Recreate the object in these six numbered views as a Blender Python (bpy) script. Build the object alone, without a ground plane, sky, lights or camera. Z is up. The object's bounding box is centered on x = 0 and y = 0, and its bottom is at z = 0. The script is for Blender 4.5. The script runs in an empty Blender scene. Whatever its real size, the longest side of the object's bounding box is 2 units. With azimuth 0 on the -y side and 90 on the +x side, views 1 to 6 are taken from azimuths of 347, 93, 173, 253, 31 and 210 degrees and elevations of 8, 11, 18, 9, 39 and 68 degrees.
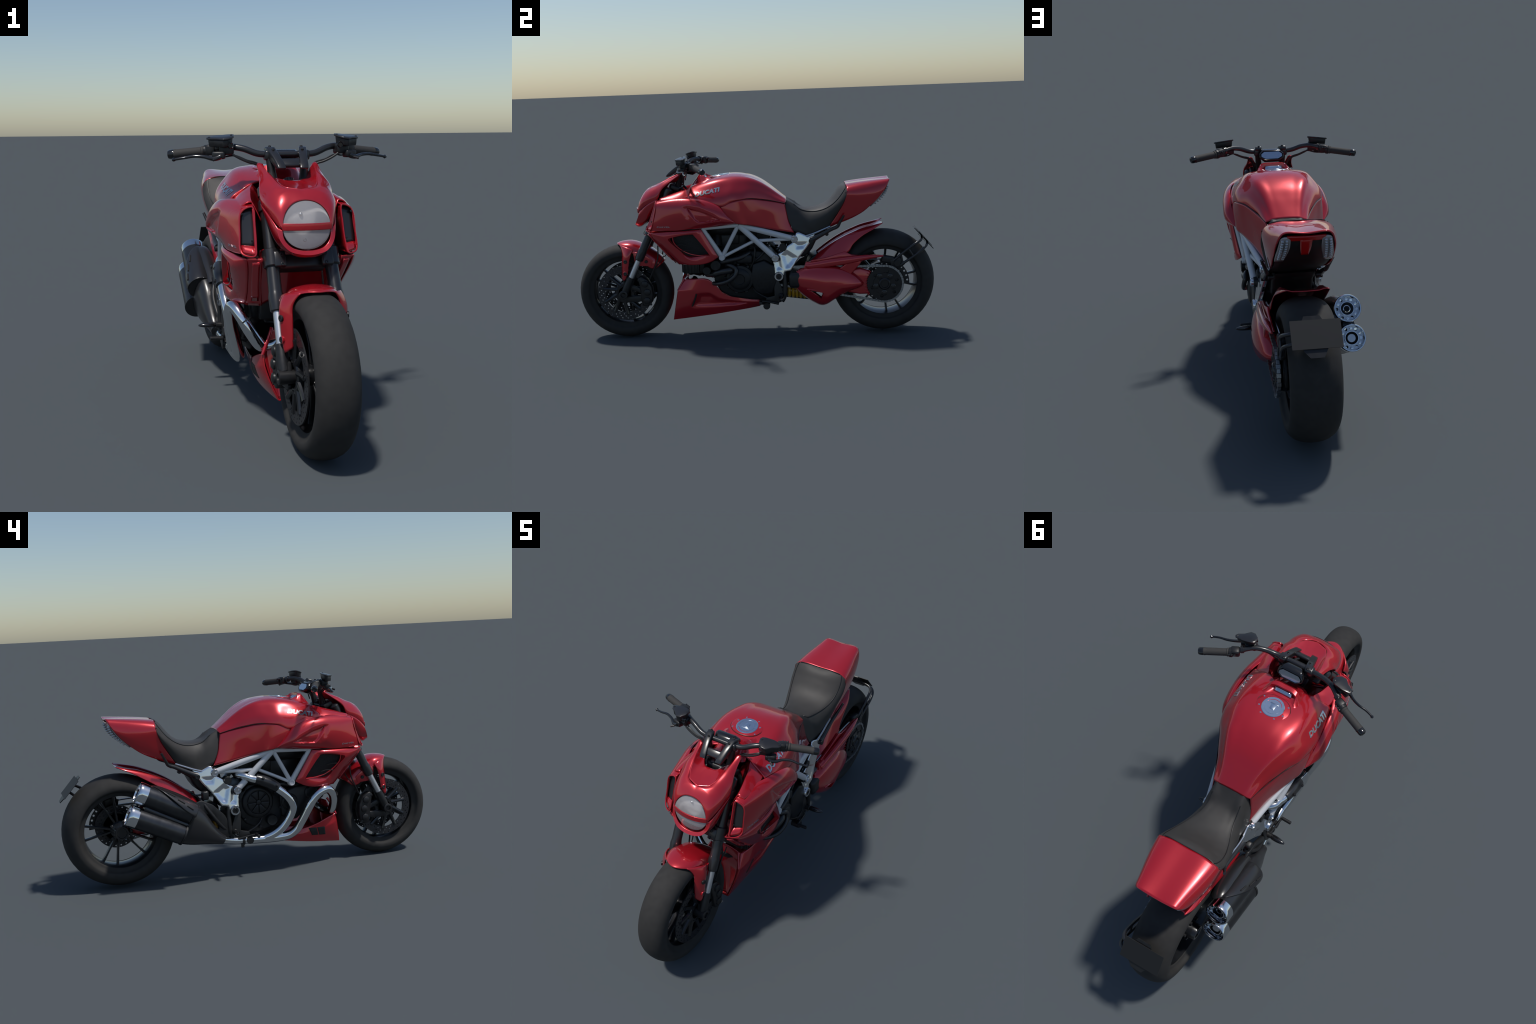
import bpy, bmesh, math, random
import numpy as np
from mathutils import Vector, Matrix
from mathutils.bvhtree import BVHTree
from mathutils.geometry import delaunay_2d_cdt

random.seed(7)
RNG = np.random.default_rng(7)
SCENE = bpy.context.scene.collection

# ------------------------------------------------------------------ materials
def material(name, colour, rough=0.5, metal=0.0, coat=0.0, coat_rough=0.03, spec=0.5,
             noise=None, rough_noise=0.0, bump=None, transmission=0.0, ior=1.45, emission=None):
    m = bpy.data.materials.new(name)
    m.use_nodes = True
    nt = m.node_tree
    b = nt.nodes["Principled BSDF"]
    b.inputs["Base Color"].default_value = (*colour, 1)
    b.inputs["Roughness"].default_value = rough
    b.inputs["Metallic"].default_value = metal
    b.inputs["Coat Weight"].default_value = coat
    b.inputs["Coat Roughness"].default_value = coat_rough
    b.inputs["Specular IOR Level"].default_value = spec
    b.inputs["Transmission Weight"].default_value = transmission
    b.inputs["IOR"].default_value = ior
    tc = nt.nodes.new("ShaderNodeTexCoord")
    if noise:
        scale, amount = noise
        n = nt.nodes.new("ShaderNodeTexNoise")
        n.inputs["Scale"].default_value = scale
        n.inputs["Detail"].default_value = 5
        r = nt.nodes.new("ShaderNodeValToRGB")
        lo = [c * (1 - amount) for c in colour]
        hi = [min(1, c * (1 + amount)) for c in colour]
        r.color_ramp.elements[0].color = (*lo, 1)
        r.color_ramp.elements[1].color = (*hi, 1)
        r.color_ramp.elements[0].position = .3
        r.color_ramp.elements[1].position = .7
        nt.links.new(tc.outputs["Object"], n.inputs["Vector"])
        nt.links.new(n.outputs["Fac"], r.inputs["Fac"])
        nt.links.new(r.outputs["Color"], b.inputs["Base Color"])
        if rough_noise:
            mr = nt.nodes.new("ShaderNodeMapRange")
            mr.inputs["To Min"].default_value = max(0, rough - rough_noise)
            mr.inputs["To Max"].default_value = min(1, rough + rough_noise)
            nt.links.new(n.outputs["Fac"], mr.inputs["Value"])
            nt.links.new(mr.outputs["Result"], b.inputs["Roughness"])
    if bump:
        scale, strength = bump
        n2 = nt.nodes.new("ShaderNodeTexNoise")
        n2.inputs["Scale"].default_value = scale
        n2.inputs["Detail"].default_value = 3
        bp = nt.nodes.new("ShaderNodeBump")
        bp.inputs["Strength"].default_value = strength
        bp.inputs["Distance"].default_value = 0.002
        nt.links.new(tc.outputs["Object"], n2.inputs["Vector"])
        nt.links.new(n2.outputs["Fac"], bp.inputs["Height"])
        nt.links.new(bp.outputs["Normal"], b.inputs["Normal"])
    if emission:
        b.inputs["Emission Color"].default_value = (*emission, 1)
    return m

def mesh_grille_material():
    """dark fine mesh of a radiator: a small brick lattice"""
    m = material("radiator_mesh", (.004, .004, .005), .6)
    nt = m.node_tree
    b = nt.nodes["Principled BSDF"]
    tc = nt.nodes.new("ShaderNodeTexCoord")
    v = nt.nodes.new("ShaderNodeTexVoronoi")
    v.inputs["Scale"].default_value = 260
    r = nt.nodes.new("ShaderNodeValToRGB")
    r.color_ramp.elements[0].color = (.002, .002, .002, 1)
    r.color_ramp.elements[1].color = (.012, .012, .014, 1)
    r.color_ramp.elements[0].position = .2
    r.color_ramp.elements[1].position = .6
    nt.links.new(tc.outputs["Object"], v.inputs["Vector"])
    nt.links.new(v.outputs["Distance"], r.inputs["Fac"])
    nt.links.new(r.outputs["Color"], b.inputs["Base Color"])
    return m

RED = material("red_paint", (.45, .011, .021), .27, .38, coat=1.0, coat_rough=.02, noise=(500, .03))
BLACK = material("black_plastic", (.012, .012, .013), .42, noise=(60, .25), rough_noise=.08)
SATIN = material("satin_black", (.016, .016, .018), .3, coat=.3, coat_rough=.2)
GLOSS = material("gloss_black", (.008, .008, .009), .16, coat=.5)
CAST = material("engine_cast", (.011, .012, .014), .42, .2, noise=(90, .3), rough_noise=.1, bump=(240, .25))
RUBBER = material("tyre_rubber", (.028, .027, .026), .78, noise=(35, .12), bump=(420, .15), spec=.35)
GRIP = material("grip_rubber", (.042, .04, .038), .7, bump=(500, .3), spec=.35)
SEATM = material("seat_leather", (.036, .034, .032), .55, noise=(30, .08), bump=(600, .25), spec=.45)
FRAMEM = material("frame_paint", (.60, .61, .63), .42, .1, coat=.3, coat_rough=.1)
CHROME = material("chrome", (.72, .74, .76), .10, 1.0, noise=(14, .06), rough_noise=.03)
ALU = material("cast_aluminium", (.66, .68, .71), .19, 1.0, noise=(18, .08), rough_noise=.05)
STEEL = material("brushed_steel", (.50, .51, .53), .28, 1.0, noise=(60, .08))
STANCH = material("fork_stanchion_steel", (.62, .63, .65), .36, .85)
DISC = material("disc_steel", (.05, .05, .055), .35, .7, noise=(80, .15))
WHEELM = material("wheel_black", (.010, .011, .013), .3, .1, coat=.3)
def glass(name, tint, haze=.0, haze_colour=(.6, .6, .6), gloss=.5):
    """clear cover: lets light straight through, mirrors at glancing angles, with a little haze"""
    m = bpy.data.materials.new(name); m.use_nodes = True
    nt = m.node_tree; nt.nodes.remove(nt.nodes["Principled BSDF"])
    out = nt.nodes["Material Output"]
    tr = nt.nodes.new("ShaderNodeBsdfTransparent"); tr.inputs["Color"].default_value = (*tint, 1)
    df = nt.nodes.new("ShaderNodeBsdfDiffuse"); df.inputs["Color"].default_value = (*haze_colour, 1)
    gl = nt.nodes.new("ShaderNodeBsdfGlossy"); gl.inputs["Roughness"].default_value = .04
    fr = nt.nodes.new("ShaderNodeFresnel"); fr.inputs["IOR"].default_value = gloss
    m1 = nt.nodes.new("ShaderNodeMixShader"); m1.inputs["Fac"].default_value = haze
    m2 = nt.nodes.new("ShaderNodeMixShader")
    L = nt.links.new
    L(tr.outputs[0], m1.inputs[1]); L(df.outputs[0], m1.inputs[2]); L(m1.outputs[0], m2.inputs[1]); L(gl.outputs[0], m2.inputs[2])
    L(fr.outputs[0], m2.inputs["Fac"]); L(m2.outputs[0], out.inputs["Surface"])
    return m
LENS = glass("lamp_lens", (.97, .97, .97), .34, (.66, .63, .63), 1.45)
REFLECT = material("lamp_reflector", (.62, .60, .60), .6, .0, noise=(40, .1))
MIRROR = material("display_glass", (.45, .52, .62), .08, .9)  # blue-grey base colour carries the sky mirrored in the displays
CAPM = material("filler_cap_metal", (.55, .62, .72), .22, .95, noise=(50, .04))  # metal tinted bluish for the sky reflection on the cap
YELLOW = material("spring_yellow", (.55, .30, .015), .4, coat=.4)
CHAINM = material("chain_steel", (.30, .31, .32), .4, .9, noise=(300, .35))
TAILRED = material("tail_lamp_red", (.42, .004, .004), .2, coat=.8)
CLEAR = glass("clear_plastic", (.93, .94, .95), .04, (.5, .5, .5), 1.45)
LEDCAP = material("led_cap", (.42, .42, .44), .25, .6)
LEDM = material("led_reflector", (.30, .29, .30), .25, .3, coat=1.0)
SILVER = material("emblem_silver", (.50, .53, .58), .22, .8)
CANM = material("muffler_can", (.055, .057, .062), .3, .8, noise=(30, .12), rough_noise=.06)
PLATE = material("number_plate_black", (.014, .014, .014), .6)
MESHM = mesh_grille_material()

# ------------------------------------------------------------------ object helpers
ROOT = bpy.data.objects.new("motorcycle", None)
SCENE.objects.link(ROOT)
ROOT["label"] = "red muscle cruiser motorcycle with silver trellis frame and black seat"
ROOT["category"] = "motorcycle"

def put(name, mesh, mat, parent=None, kind=None):
    o = bpy.data.objects.new(name, mesh)
    SCENE.objects.link(o)
    o.parent = parent or ROOT
    if mat is not None and not mesh.materials:
        mesh.materials.append(mat)
    if kind:
        o["kind"] = kind
    return o

def make(name, verts, faces, mat, parent=None, angle=35, recalc=True, kind=None):
    me = bpy.data.meshes.new(name)
    me.from_pydata([tuple(map(float, v)) for v in verts], [], [tuple(map(int, f)) for f in faces])
    return finish(name, me, mat, parent, angle, recalc, kind)

def finish(name, me, mat, parent=None, angle=35, recalc=True, kind=None):
    bm = bmesh.new(); bm.from_mesh(me)
    bmesh.ops.remove_doubles(bm, verts=bm.verts, dist=1e-5)
    if recalc:
        bmesh.ops.recalc_face_normals(bm, faces=bm.faces)
    bm.to_mesh(me); bm.free()
    for p in me.polygons: p.use_smooth = True
    me.set_sharp_from_angle(angle=math.radians(angle))
    return put(name, me, mat, parent, kind)

def evaluate(o):
    """apply all modifiers of an object to its mesh"""
    dg = bpy.context.evaluated_depsgraph_get()
    dg.update()
    me = bpy.data.meshes.new_from_object(o.evaluated_get(dg))
    old = o.data
    o.modifiers.clear()
    o.data = me
    me.name = old.name
    return o

def solid(o, t, offset=-1):
    m = o.modifiers.new("Solidify", "SOLIDIFY"); m.thickness = t; m.offset = offset
    m.use_even_offset = False
    return o

def bevel(o, w, seg=2, angle=35):
    m = o.modifiers.new("Bevel", "BEVEL"); m.width = w; m.segments = seg
    m.limit_method = "ANGLE"; m.angle_limit = math.radians(angle); m.harden_normals = False
    evaluate(o)
    me = o.data
    for p in me.polygons: p.use_smooth = True
    me.set_sharp_from_angle(angle=math.radians(50))
    return o

def mirrored(o, parent=None):
    """a copy of o on the other side of the machine"""
    me = o.data.copy()
    me.transform(Matrix.Scale(-1, 4, (1, 0, 0)))
    me.flip_normals()
    c = bpy.data.objects.new(o.name.split(".")[0], me)
    SCENE.objects.link(c)
    c.parent = parent or o.parent
    for k in o.keys():
        c[k] = o[k]
    for m in o.modifiers:
        n = c.modifiers.new(m.name, m.type)
        if m.type == "SOLIDIFY":
            n.thickness, n.offset, n.use_even_offset = m.thickness, m.offset, m.use_even_offset
    return c

def joined(name, objs, parent=None, kind=None):
    """join several meshes (each keeps its material) into one named mesh"""
    bm = bmesh.new(); mats = []; me = bpy.data.meshes.new(name)
    sharp = []
    for o in objs:
        if o.modifiers: evaluate(o)
        idx = {}
        for i, mt in enumerate(o.data.materials):
            if mt not in mats: mats.append(mt)
            idx[i] = mats.index(mt)
        n0 = len(bm.faces)
        bm.from_mesh(o.data)
        bm.faces.ensure_lookup_table()
        for f in bm.faces[n0:]: f.material_index = idx.get(f.material_index, 0)
    bm.to_mesh(me); bm.free()
    for mt in mats: me.materials.append(mt)
    for o in objs: bpy.data.objects.remove(o)
    return put(name, me, None, parent, kind)

def whole(o):
    """weld a half shell and its mirror image along the centre plane into one mesh"""
    bm = bmesh.new(); bm.from_mesh(o.data)
    g = bmesh.ops.duplicate(bm, geom=bm.verts[:] + bm.edges[:] + bm.faces[:])["geom"]
    vs = [x for x in g if isinstance(x, bmesh.types.BMVert)]; fs = [x for x in g if isinstance(x, bmesh.types.BMFace)]
    for v in vs: v.co.x *= -1
    bmesh.ops.reverse_faces(bm, faces=fs)
    for v in bm.verts:
        if abs(v.co.x) < 2e-4: v.co.x = 0
    bmesh.ops.remove_doubles(bm, verts=[v for v in bm.verts if v.co.x == 0], dist=1e-4)
    bm.to_mesh(o.data); bm.free()
    for p in o.data.polygons: p.use_smooth = True
    o.data.set_sharp_from_angle(angle=math.radians(40))
    return o

# ------------------------------------------------------------------ splines
def spline(P, m, sharp=()):
    """smooth curve through the control points P (k, ...); m samples per interval; corners at sharp"""
    P = np.asarray(P, float); k = len(P)
    if k == 2:
        t = np.linspace(0, 1, m + 1).reshape(-1, *([1] * (P.ndim - 1)))
        return P[0] * (1 - t) + P[1] * t
    cuts = [0] + sorted(s for s in sharp if 0 < s < k - 1) + [k - 1]
    if len(cuts) > 2:
        out = []
        for a, b in zip(cuts[:-1], cuts[1:]):
            s = spline(P[a:b + 1], m)
            out.append(s if not out else s[1:])
        return np.concatenate(out)
    flat = P.reshape(k, -1, P.shape[-1])
    d = np.sqrt(((flat[1:] - flat[:-1]) ** 2).sum(-1)).mean(1) ** .5 + 1e-6
    t = np.concatenate([[0], np.cumsum(d)])
    T = np.zeros_like(P)
    for i in range(1, k - 1):
        h0, h1 = t[i] - t[i - 1], t[i + 1] - t[i]
        T[i] = (h1 * (P[i] - P[i - 1]) / h0 + h0 * (P[i + 1] - P[i]) / h1) / (h0 + h1)
    T[0] = 2 * (P[1] - P[0]) / (t[1] - t[0]) - T[1]
    T[-1] = 2 * (P[-1] - P[-2]) / (t[-1] - t[-2]) - T[-2]
    out = []
    for i in range(k - 1):
        h = t[i + 1] - t[i]
        u = np.linspace(0, 1, m + 1)
        if i: u = u[1:]
        u = u.reshape(-1, *([1] * (P.ndim - 1)))
        out.append((2*u**3 - 3*u**2 + 1) * P[i] + (u**3 - 2*u**2 + u) * h * T[i]
                   + (-2*u**3 + 3*u**2) * P[i + 1] + (u**3 - u**2) * h * T[i + 1])
    return np.concatenate(out)

def grid_faces(nr, nc, close_r=False, close_c=False):
    F = []
    for i in range(nr - (0 if close_r else 1)):
        for j in range(nc - (0 if close_c else 1)):
            a, b = i * nc + j, i * nc + (j + 1) % nc
            c, d = ((i + 1) % nr) * nc + (j + 1) % nc, ((i + 1) % nr) * nc + j
            F.append((a, b, c, d))
    return F

def surface(rows, m=6, sharp_r=(), sharp_c=(), close_r=False, half=False):
    """dense vertex grid through a grid of control points; half: reflect column 0 (x = 0) to the other side"""
    G = np.asarray(rows, float)
    if half:
        left = G[:, :0:-1].copy(); left[..., 0] *= -1
        nc = G.shape[1] - 1
        sharp_c = sorted({nc + s for s in sharp_c} | {nc - s for s in sharp_c})
        G = np.concatenate([left, G], 1)
    if close_r:
        G = np.concatenate([G, G[:1]]) if not sharp_r else np.concatenate([G, G[:1]])
        if not sharp_r:
            ext = np.concatenate([G[-3:-1], G, G[1:3]])
            S = spline(ext, m)[2 * m: -2 * m]
        else:
            S = spline(G, m, sharp_r)
        S = S[:-1]
    else:
        S = spline(G, m, sharp_r)
    S = np.swapaxes(spline(np.swapaxes(S, 0, 1), m, sharp_c), 0, 1)
    return S

def outward(o, direction=None, centre=None):
    """make the average normal of an open patch face the given direction"""
    me = o.data
    me.update()
    s = Vector((0, 0, 0))
    for p in me.polygons:
        w = Vector(direction) if direction is not None else (p.center - Vector(centre)).normalized()
        s += Vector((p.normal.dot(w) * p.area, 0, 0))
    if s.x < 0:
        me.flip_normals()
    return o

def patch(name, rows, mat, m=6, thick=.004, sharp_r=(), sharp_c=(), close_r=False, half=False,
          out=(1, 0, 0), centre=None, parent=None, angle=40, edit=None):
    S = surface(rows, m, sharp_r, sharp_c, close_r, half)
    if edit is not None: S = edit(S)
    nr, nc = S.shape[:2]
    o = make(name, S.reshape(-1, 3), grid_faces(nr, nc, close_r), mat, parent, angle, recalc=True)
    outward(o, out if centre is None else None, centre)
    if thick: solid(o, thick, -1)
    return o

def tube(name, pts, r, mat, seg=12, m=6, parent=None, smooth=True, caps=True, closed=False, flat=None, angle=40):
    """round rod along a smooth path; r: radius or a list with one radius per control point"""
    P = np.asarray(pts, float)
    rr = np.full(len(P), r) if np.isscalar(r) else np.asarray(r, float)
    PR = np.concatenate([P, rr[:, None]], 1)
    if closed:
        PR = np.concatenate([PR[-2:], PR, PR[:3]])
        S = spline(PR, m)[2 * m: -2 * m]; S = S[:-1]
    else:
        S = spline(PR, m) if smooth else PR
    C, rad = S[:, :3], S[:, 3]
    n = len(C)
    if closed:
        T = np.roll(C, -1, 0) - np.roll(C, 1, 0)
    else:
        T = np.gradient(C, axis=0)
    T /= np.linalg.norm(T, axis=1)[:, None] + 1e-9
    a = np.array([1, 0, 0.]) if abs(T[0] @ [1, 0, 0]) < .9 else np.array([0, 0, 1.])
    u = np.cross(T[0], a); u /= np.linalg.norm(u)
    V = []
    for i in range(n):
        u = u - (u @ T[i]) * T[i]; u /= np.linalg.norm(u)
        w = np.cross(T[i], u)
        for k in range(seg):
            th = 2 * math.pi * k / seg
            V.append(C[i] + rad[i] * (math.cos(th) * u + math.sin(th) * w))
    F = grid_faces(n, seg, closed, True)
    if caps and not closed:
        F += [tuple(range(seg - 1, -1, -1)), tuple((n - 1) * seg + k for k in range(seg))]
    return make(name, V, F, mat, parent, angle)

def basis(d):
    d = Vector(d).normalized()
    a = Vector((0, 0, 1)) if abs(d.z) < .9 else Vector((0, 1, 0))
    u = d.cross(a).normalized(); w = d.cross(u).normalized()
    return d, u, w

def lathe(name, origin, axis, profile, mat, seg=32, parent=None, angle=35, start=0.0, caps=True):
    """turn a profile of (distance along the axis, radius) round an axis"""
    d, u, w = basis(axis); o = Vector(origin)
    V, F = [], []
    for a, r in profile:
        for k in range(seg):
            th = 2 * math.pi * k / seg + start
            V.append(o + d * a + (u * math.cos(th) + w * math.sin(th)) * r)
    n = len(profile)
    F = grid_faces(n, seg, False, True)
    if caps and profile[0][1] > 1e-6: F.append(tuple(range(seg)))
    if caps and profile[-1][1] > 1e-6: F.append(tuple((n - 1) * seg + k for k in range(seg)))
    return make(name, V, F, mat, parent, angle)

def rod(name, a, b, r, mat, seg=16, parent=None, chamfer=.0015, r2=None):
    a, b = Vector(a), Vector(b); L = (b - a).length; c = min(chamfer, r * .4, L * .3)
    r2 = r if r2 is None else r2
    return lathe(name, a, b - a, [(0, r - c), (c, r), (L - c, r2), (L, r2 - c)], mat, seg, parent)

def box(name, centre, size, mat, parent=None, rot=None, bev=.004, taper=None):
    bm = bmesh.new(); bmesh.ops.create_cube(bm, size=1)
    M = Matrix.Translation(centre) @ (rot.to_4x4() if rot else Matrix()) @ Matrix.Diagonal((*size, 1))
    if taper:
        for v in bm.verts:
            if v.co.z < 0: v.co.x *= taper; v.co.y *= taper
    bmesh.ops.transform(bm, matrix=M, verts=bm.verts)
    me = bpy.data.meshes.new(name); bm.to_mesh(me); bm.free()
    o = finish(name, me, mat, parent)
    return bevel(o, bev) if bev else o

def flat_fill(loops):
    """triangulate an outline with holes; loops of (a, b); returns points and triangles"""
    pts, edges, n0 = [], [], 0
    for L in loops:
        k = len(L)
        pts += [Vector(p) for p in L]
        edges += [(n0 + i, n0 + (i + 1) % k) for i in range(k)]
        n0 += k
    v, e, f, *_ = delaunay_2d_cdt(pts, edges, [], 2 if len(loops) == 1 else 4, 1e-6)
    keep = []
    def inside(p, L):
        c = False
        for i in range(len(L)):
            (x1, y1), (x2, y2) = L[i - 1], L[i]
            if (y1 > p[1]) != (y2 > p[1]) and p[0] < (x2 - x1) * (p[1] - y1) / (y2 - y1) + x1: c = not c
        return c
    for t in f:
        c = [sum(v[i][k] for i in t) / len(t) for k in (0, 1)]
        if inside(c, loops[0]) and not any(inside(c, h) for h in loops[1:]): keep.append(tuple(t))
    return [tuple(p) for p in v], keep

def plate(name, loops, place, thick, mat, parent=None, bev=0, angle=35):
    """a flat part with holes: loops in plane coordinates, place(a, b, t) -> point; t runs 0..thick"""
    v, f = flat_fill(loops)
    n = len(v)
    V = [place(a, b, 0) for a, b in v] + [place(a, b, thick) for a, b in v]
    F = [t for t in f] + [tuple(n + i for i in reversed(t)) for t in f]
    cnt = {}
    for t in f:
        for i in range(len(t)):
            e = (t[i], t[(i + 1) % len(t)])
            cnt[tuple(sorted(e))] = cnt.get(tuple(sorted(e)), []) + [e]
    for k, es in cnt.items():
        if len(es) == 1:
            a, b = es[0]; F.append((b, a, a + n, b + n))
    o = make(name, V, F, mat, parent, angle)
    return bevel(o, bev) if bev else o

def circle(c, r, n=10, ph=0):
    return [(c[0] + r * math.cos(2*math.pi*i/n + ph), c[1] + r * math.sin(2*math.pi*i/n + ph)) for i in range(n)]

def side_plate(name, poly, x, thick, mat, holes=(), parent=None, bev=.003):
    """plate lying in the y-z plane; x: number or function of (y, z) for its outer face"""
    fx = x if callable(x) else (lambda y, z: x)
    return plate(name, [poly, *holes], lambda a, b, t: (fx(a, b) - t, a, b), thick, mat, parent, bev)

def pillow(name, outline, x_edge, x_top, mat, rings=8, parent=None, power=.55, m=4, back=None, sharp=()):
    """bulging shell over an outline in the y-z plane; outline of (y, z) or (y, z, x)"""
    L = np.asarray(outline, float)
    if L.shape[1] == 2: L = np.concatenate([L, np.full((len(L), 1), x_edge)], 1)
    if sharp:
        S = spline(np.concatenate([L, L[:1]]), m, sharp)[:-1]
    else:
        S = spline(np.concatenate([L[-2:], L, L[:3]]), m)[2*m:-2*m][:-1]
    c = S[:, :2].mean(0); n = len(S)
    V = []
    for i in range(rings + 1):
        s = 1 - i / (rings + .6)
        h = (1 - s ** 2) ** power
        for p in S:
            q = c + (p[:2] - c) * s
            V.append((p[2] + (x_top - p[2]) * h, q[0], q[1]))
    F = grid_faces(rings + 1, n, False, True)
    F.append(tuple(rings * n + k for k in range(n)))
    if back is not None:
        k0 = len(V)
        V += [(back, p[0], p[1]) for p in S]
        for k in range(n):
            F.append((k, k0 + k, k0 + (k + 1) % n, (k + 1) % n))
        F.append(tuple(k0 + k for k in range(n)))
    return make(name, V, F, mat, parent, 40)

def in_poly(y, z, poly):
    c = False
    for i in range(len(poly)):
        (x1, y1), (x2, y2) = poly[i - 1], poly[i]
        if (y1 > z) != (y2 > z) and y < (x2 - x1) * (z - y1) / (y2 - y1) + x1: c = not c
    return c

def poly_dist(y, z, poly):
    best = 1e9
    for i in range(len(poly)):
        a, b = np.array(poly[i - 1]), np.array(poly[i])
        ab = b - a; t = np.clip(((y, z) - a) @ ab / (ab @ ab), 0, 1)
        best = min(best, np.linalg.norm((y, z) - a - t * ab))
    return best

def dent(S, poly, depth, soft, axis=0):
    """press the area of a y-z polygon inwards (along -x) with a slope of width soft inside its border"""
    S = S.copy()
    for idx in np.ndindex(S.shape[:2]):
        x, y, z = S[idx]
        if in_poly(y, z, poly):
            f = min(1, poly_dist(y, z, poly) / soft)
            S[idx][0] -= depth * f * f * (3 - 2 * f)
    return S

def surface_x(o, y, z, side):
    """outermost x of an object at (y, z)"""
    dg = bpy.context.evaluated_depsgraph_get(); dg.update()
    hit = BVHTree.FromObject(o, dg).ray_cast(Vector((side * .6, y, z)), Vector((-side, 0, 0)))
    return hit[0].x if hit[0] is not None else side * .1

def lettering(name, text, height, width, start, end, target, mat, lift=.0016, thick=.0025, shear=.18, parent=None, side=1, embolden=0.0):
    """raised letters laid on a surface: baseline from start to end (y, z), dropped on target along x"""
    cu = bpy.data.curves.new(name, "FONT")
    cu.body = text; cu.size = 1; cu.shear = shear; cu.offset = embolden; cu.extrude = .5
    cu.resolution_u = 3
    t = bpy.data.objects.new(name, cu); SCENE.objects.link(t)
    dg = bpy.context.evaluated_depsgraph_get(); dg.update()
    me = bpy.data.meshes.new_from_object(t.evaluated_get(dg))
    bpy.data.objects.remove(t)
    bm = bmesh.new(); bm.from_mesh(me)
    bmesh.ops.subdivide_edges(bm, edges=[e for e in bm.edges if e.calc_length() > .25], cuts=2)
    bmesh.ops.remove_doubles(bm, verts=bm.verts, dist=1e-4)
    xs = [v.co.x for v in bm.verts]; ys = [v.co.y for v in bm.verts]
    x0, x1, y0, y1 = min(xs), max(xs), min(ys), max(ys)
    s, e = np.array(start), np.array(end)
    d = (e - s); L = np.linalg.norm(d); d = d / L
    up = np.array((-d[1], d[0])) if d[0] > 0 else np.array((d[1], -d[0]))
    bvh = BVHTree.FromObject(target, bpy.context.evaluated_depsgraph_get())
    for v in bm.verts:
        a = (v.co.x - x0) / (x1 - x0) * L; b = (v.co.y - y0) / (y1 - y0) * height
        y, z = s + d * a + up * b
        hit = bvh.ray_cast(Vector((side * .6, y, z)), Vector((-side, 0, 0)))
        hx = hit[0].x if hit[0] is not None else side * .2
        nrm = hit[1] if hit[0] is not None else Vector((side, 0, 0))
        if nrm.x * side < 0: nrm = -nrm
        off = lift if v.co.z > 0 else lift - thick
        v.co = Vector((hx, y, z)) + nrm * off
    bm.to_mesh(me); bm.free()
    return finish(name, me, mat, parent, 30)
# ================================================================== BODYWORK
# ---- fuel tank: stations from the filler end back to the seat; half sections from the centre line outwards
TANK_ROWS = [
    [(0, -.305, .868), (.06, -.307, .868), (.112, -.325, .856), (.152, -.330, .834), (.186, -.335, .812), (.198, -.335, .780)],
    [(0, -.27, .884), (.065, -.27, .882), (.130, -.27, .870), (.168, -.27, .840), (.201, -.27, .806), (.211, -.27, .778)],
    [(0, -.20, .902), (.07, -.20, .900), (.139, -.20, .887), (.178, -.20, .848), (.208, -.20, .803), (.216, -.20, .765)],
    [(0, -.146, .911), (.07, -.146, .909), (.141, -.146, .894), (.178, -.146, .852), (.206, -.146, .806), (.214, -.145, .757)],
    [(0, -.10, .915), (.068, -.10, .912), (.134, -.10, .898), (.175, -.10, .857), (.200, -.10, .818), (.207, -.10, .780)],
    [(0, -.05, .910), (.064, -.05, .908), (.124, -.05, .896), (.158, -.05, .857), (.183, -.05, .822), (.195, -.05, .789)],
    [(0, 0, .896), (.058, 0, .894), (.112, 0, .889), (.140, 0, .853), (.158, 0, .822), (.167, 0, .790)],
    [(0, .052, .871), (.05, .052, .870), (.096, .052, .866), (.117, .052, .838), (.134, .052, .810), (.142, .052, .782)],
    [(0, .10, .837), (.042, .10, .837), (.080, .10, .834), (.097, .10, .814), (.112, .10, .793), (.119, .10, .772)],
    [(0, .145, .803), (.036, .145, .802), (.068, .145, .799), (.083, .145, .786), (.097, .145, .774), (.104, .145, .760)],
    [(0, .190, .768), (.033, .190, .767), (.058, .190, .765), (.076, .188, .759), (.089, .184, .754), (.091, .182, .748)],
]
tank = patch("fuel_tank", TANK_ROWS, RED, m=7, thick=.006, half=True, out=(0, 0, 1), angle=60)

# front horns of the tank beside the steering head, with the wall that drops into the recess
HORN = [
    [(.120, -.500, .740), (.138, -.498, .780), (.151, -.490, .805), (.168, -.490, .803), (.184, -.485, .790)],
    [(.112, -.446, .740), (.130, -.446, .790), (.146, -.446, .819), (.168, -.446, .812), (.190, -.446, .795)],
    [(.104, -.404, .745), (.120, -.404, .800), (.137, -.404, .832), (.162, -.400, .822), (.194, -.400, .798)],
    [(.092, -.360, .750), (.108, -.360, .812), (.127, -.362, .844), (.156, -.362, .830), (.190, -.362, .800)],
    [(.068, -.330, .760), (.092, -.330, .820), (.114, -.330, .855), (.150, -.330, .831), (.182, -.330, .808)],
    [(.040, -.308, .770), (.075, -.303, .822), (.112, -.298, .856), (.150, -.298, .832), (.186, -.298, .802)],
]
horn = patch("tank_horn", HORN, RED, m=5, thick=.004, out=(.5, 0, 1), sharp_c=(2,), parent=tank)
mirrored(horn)

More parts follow.
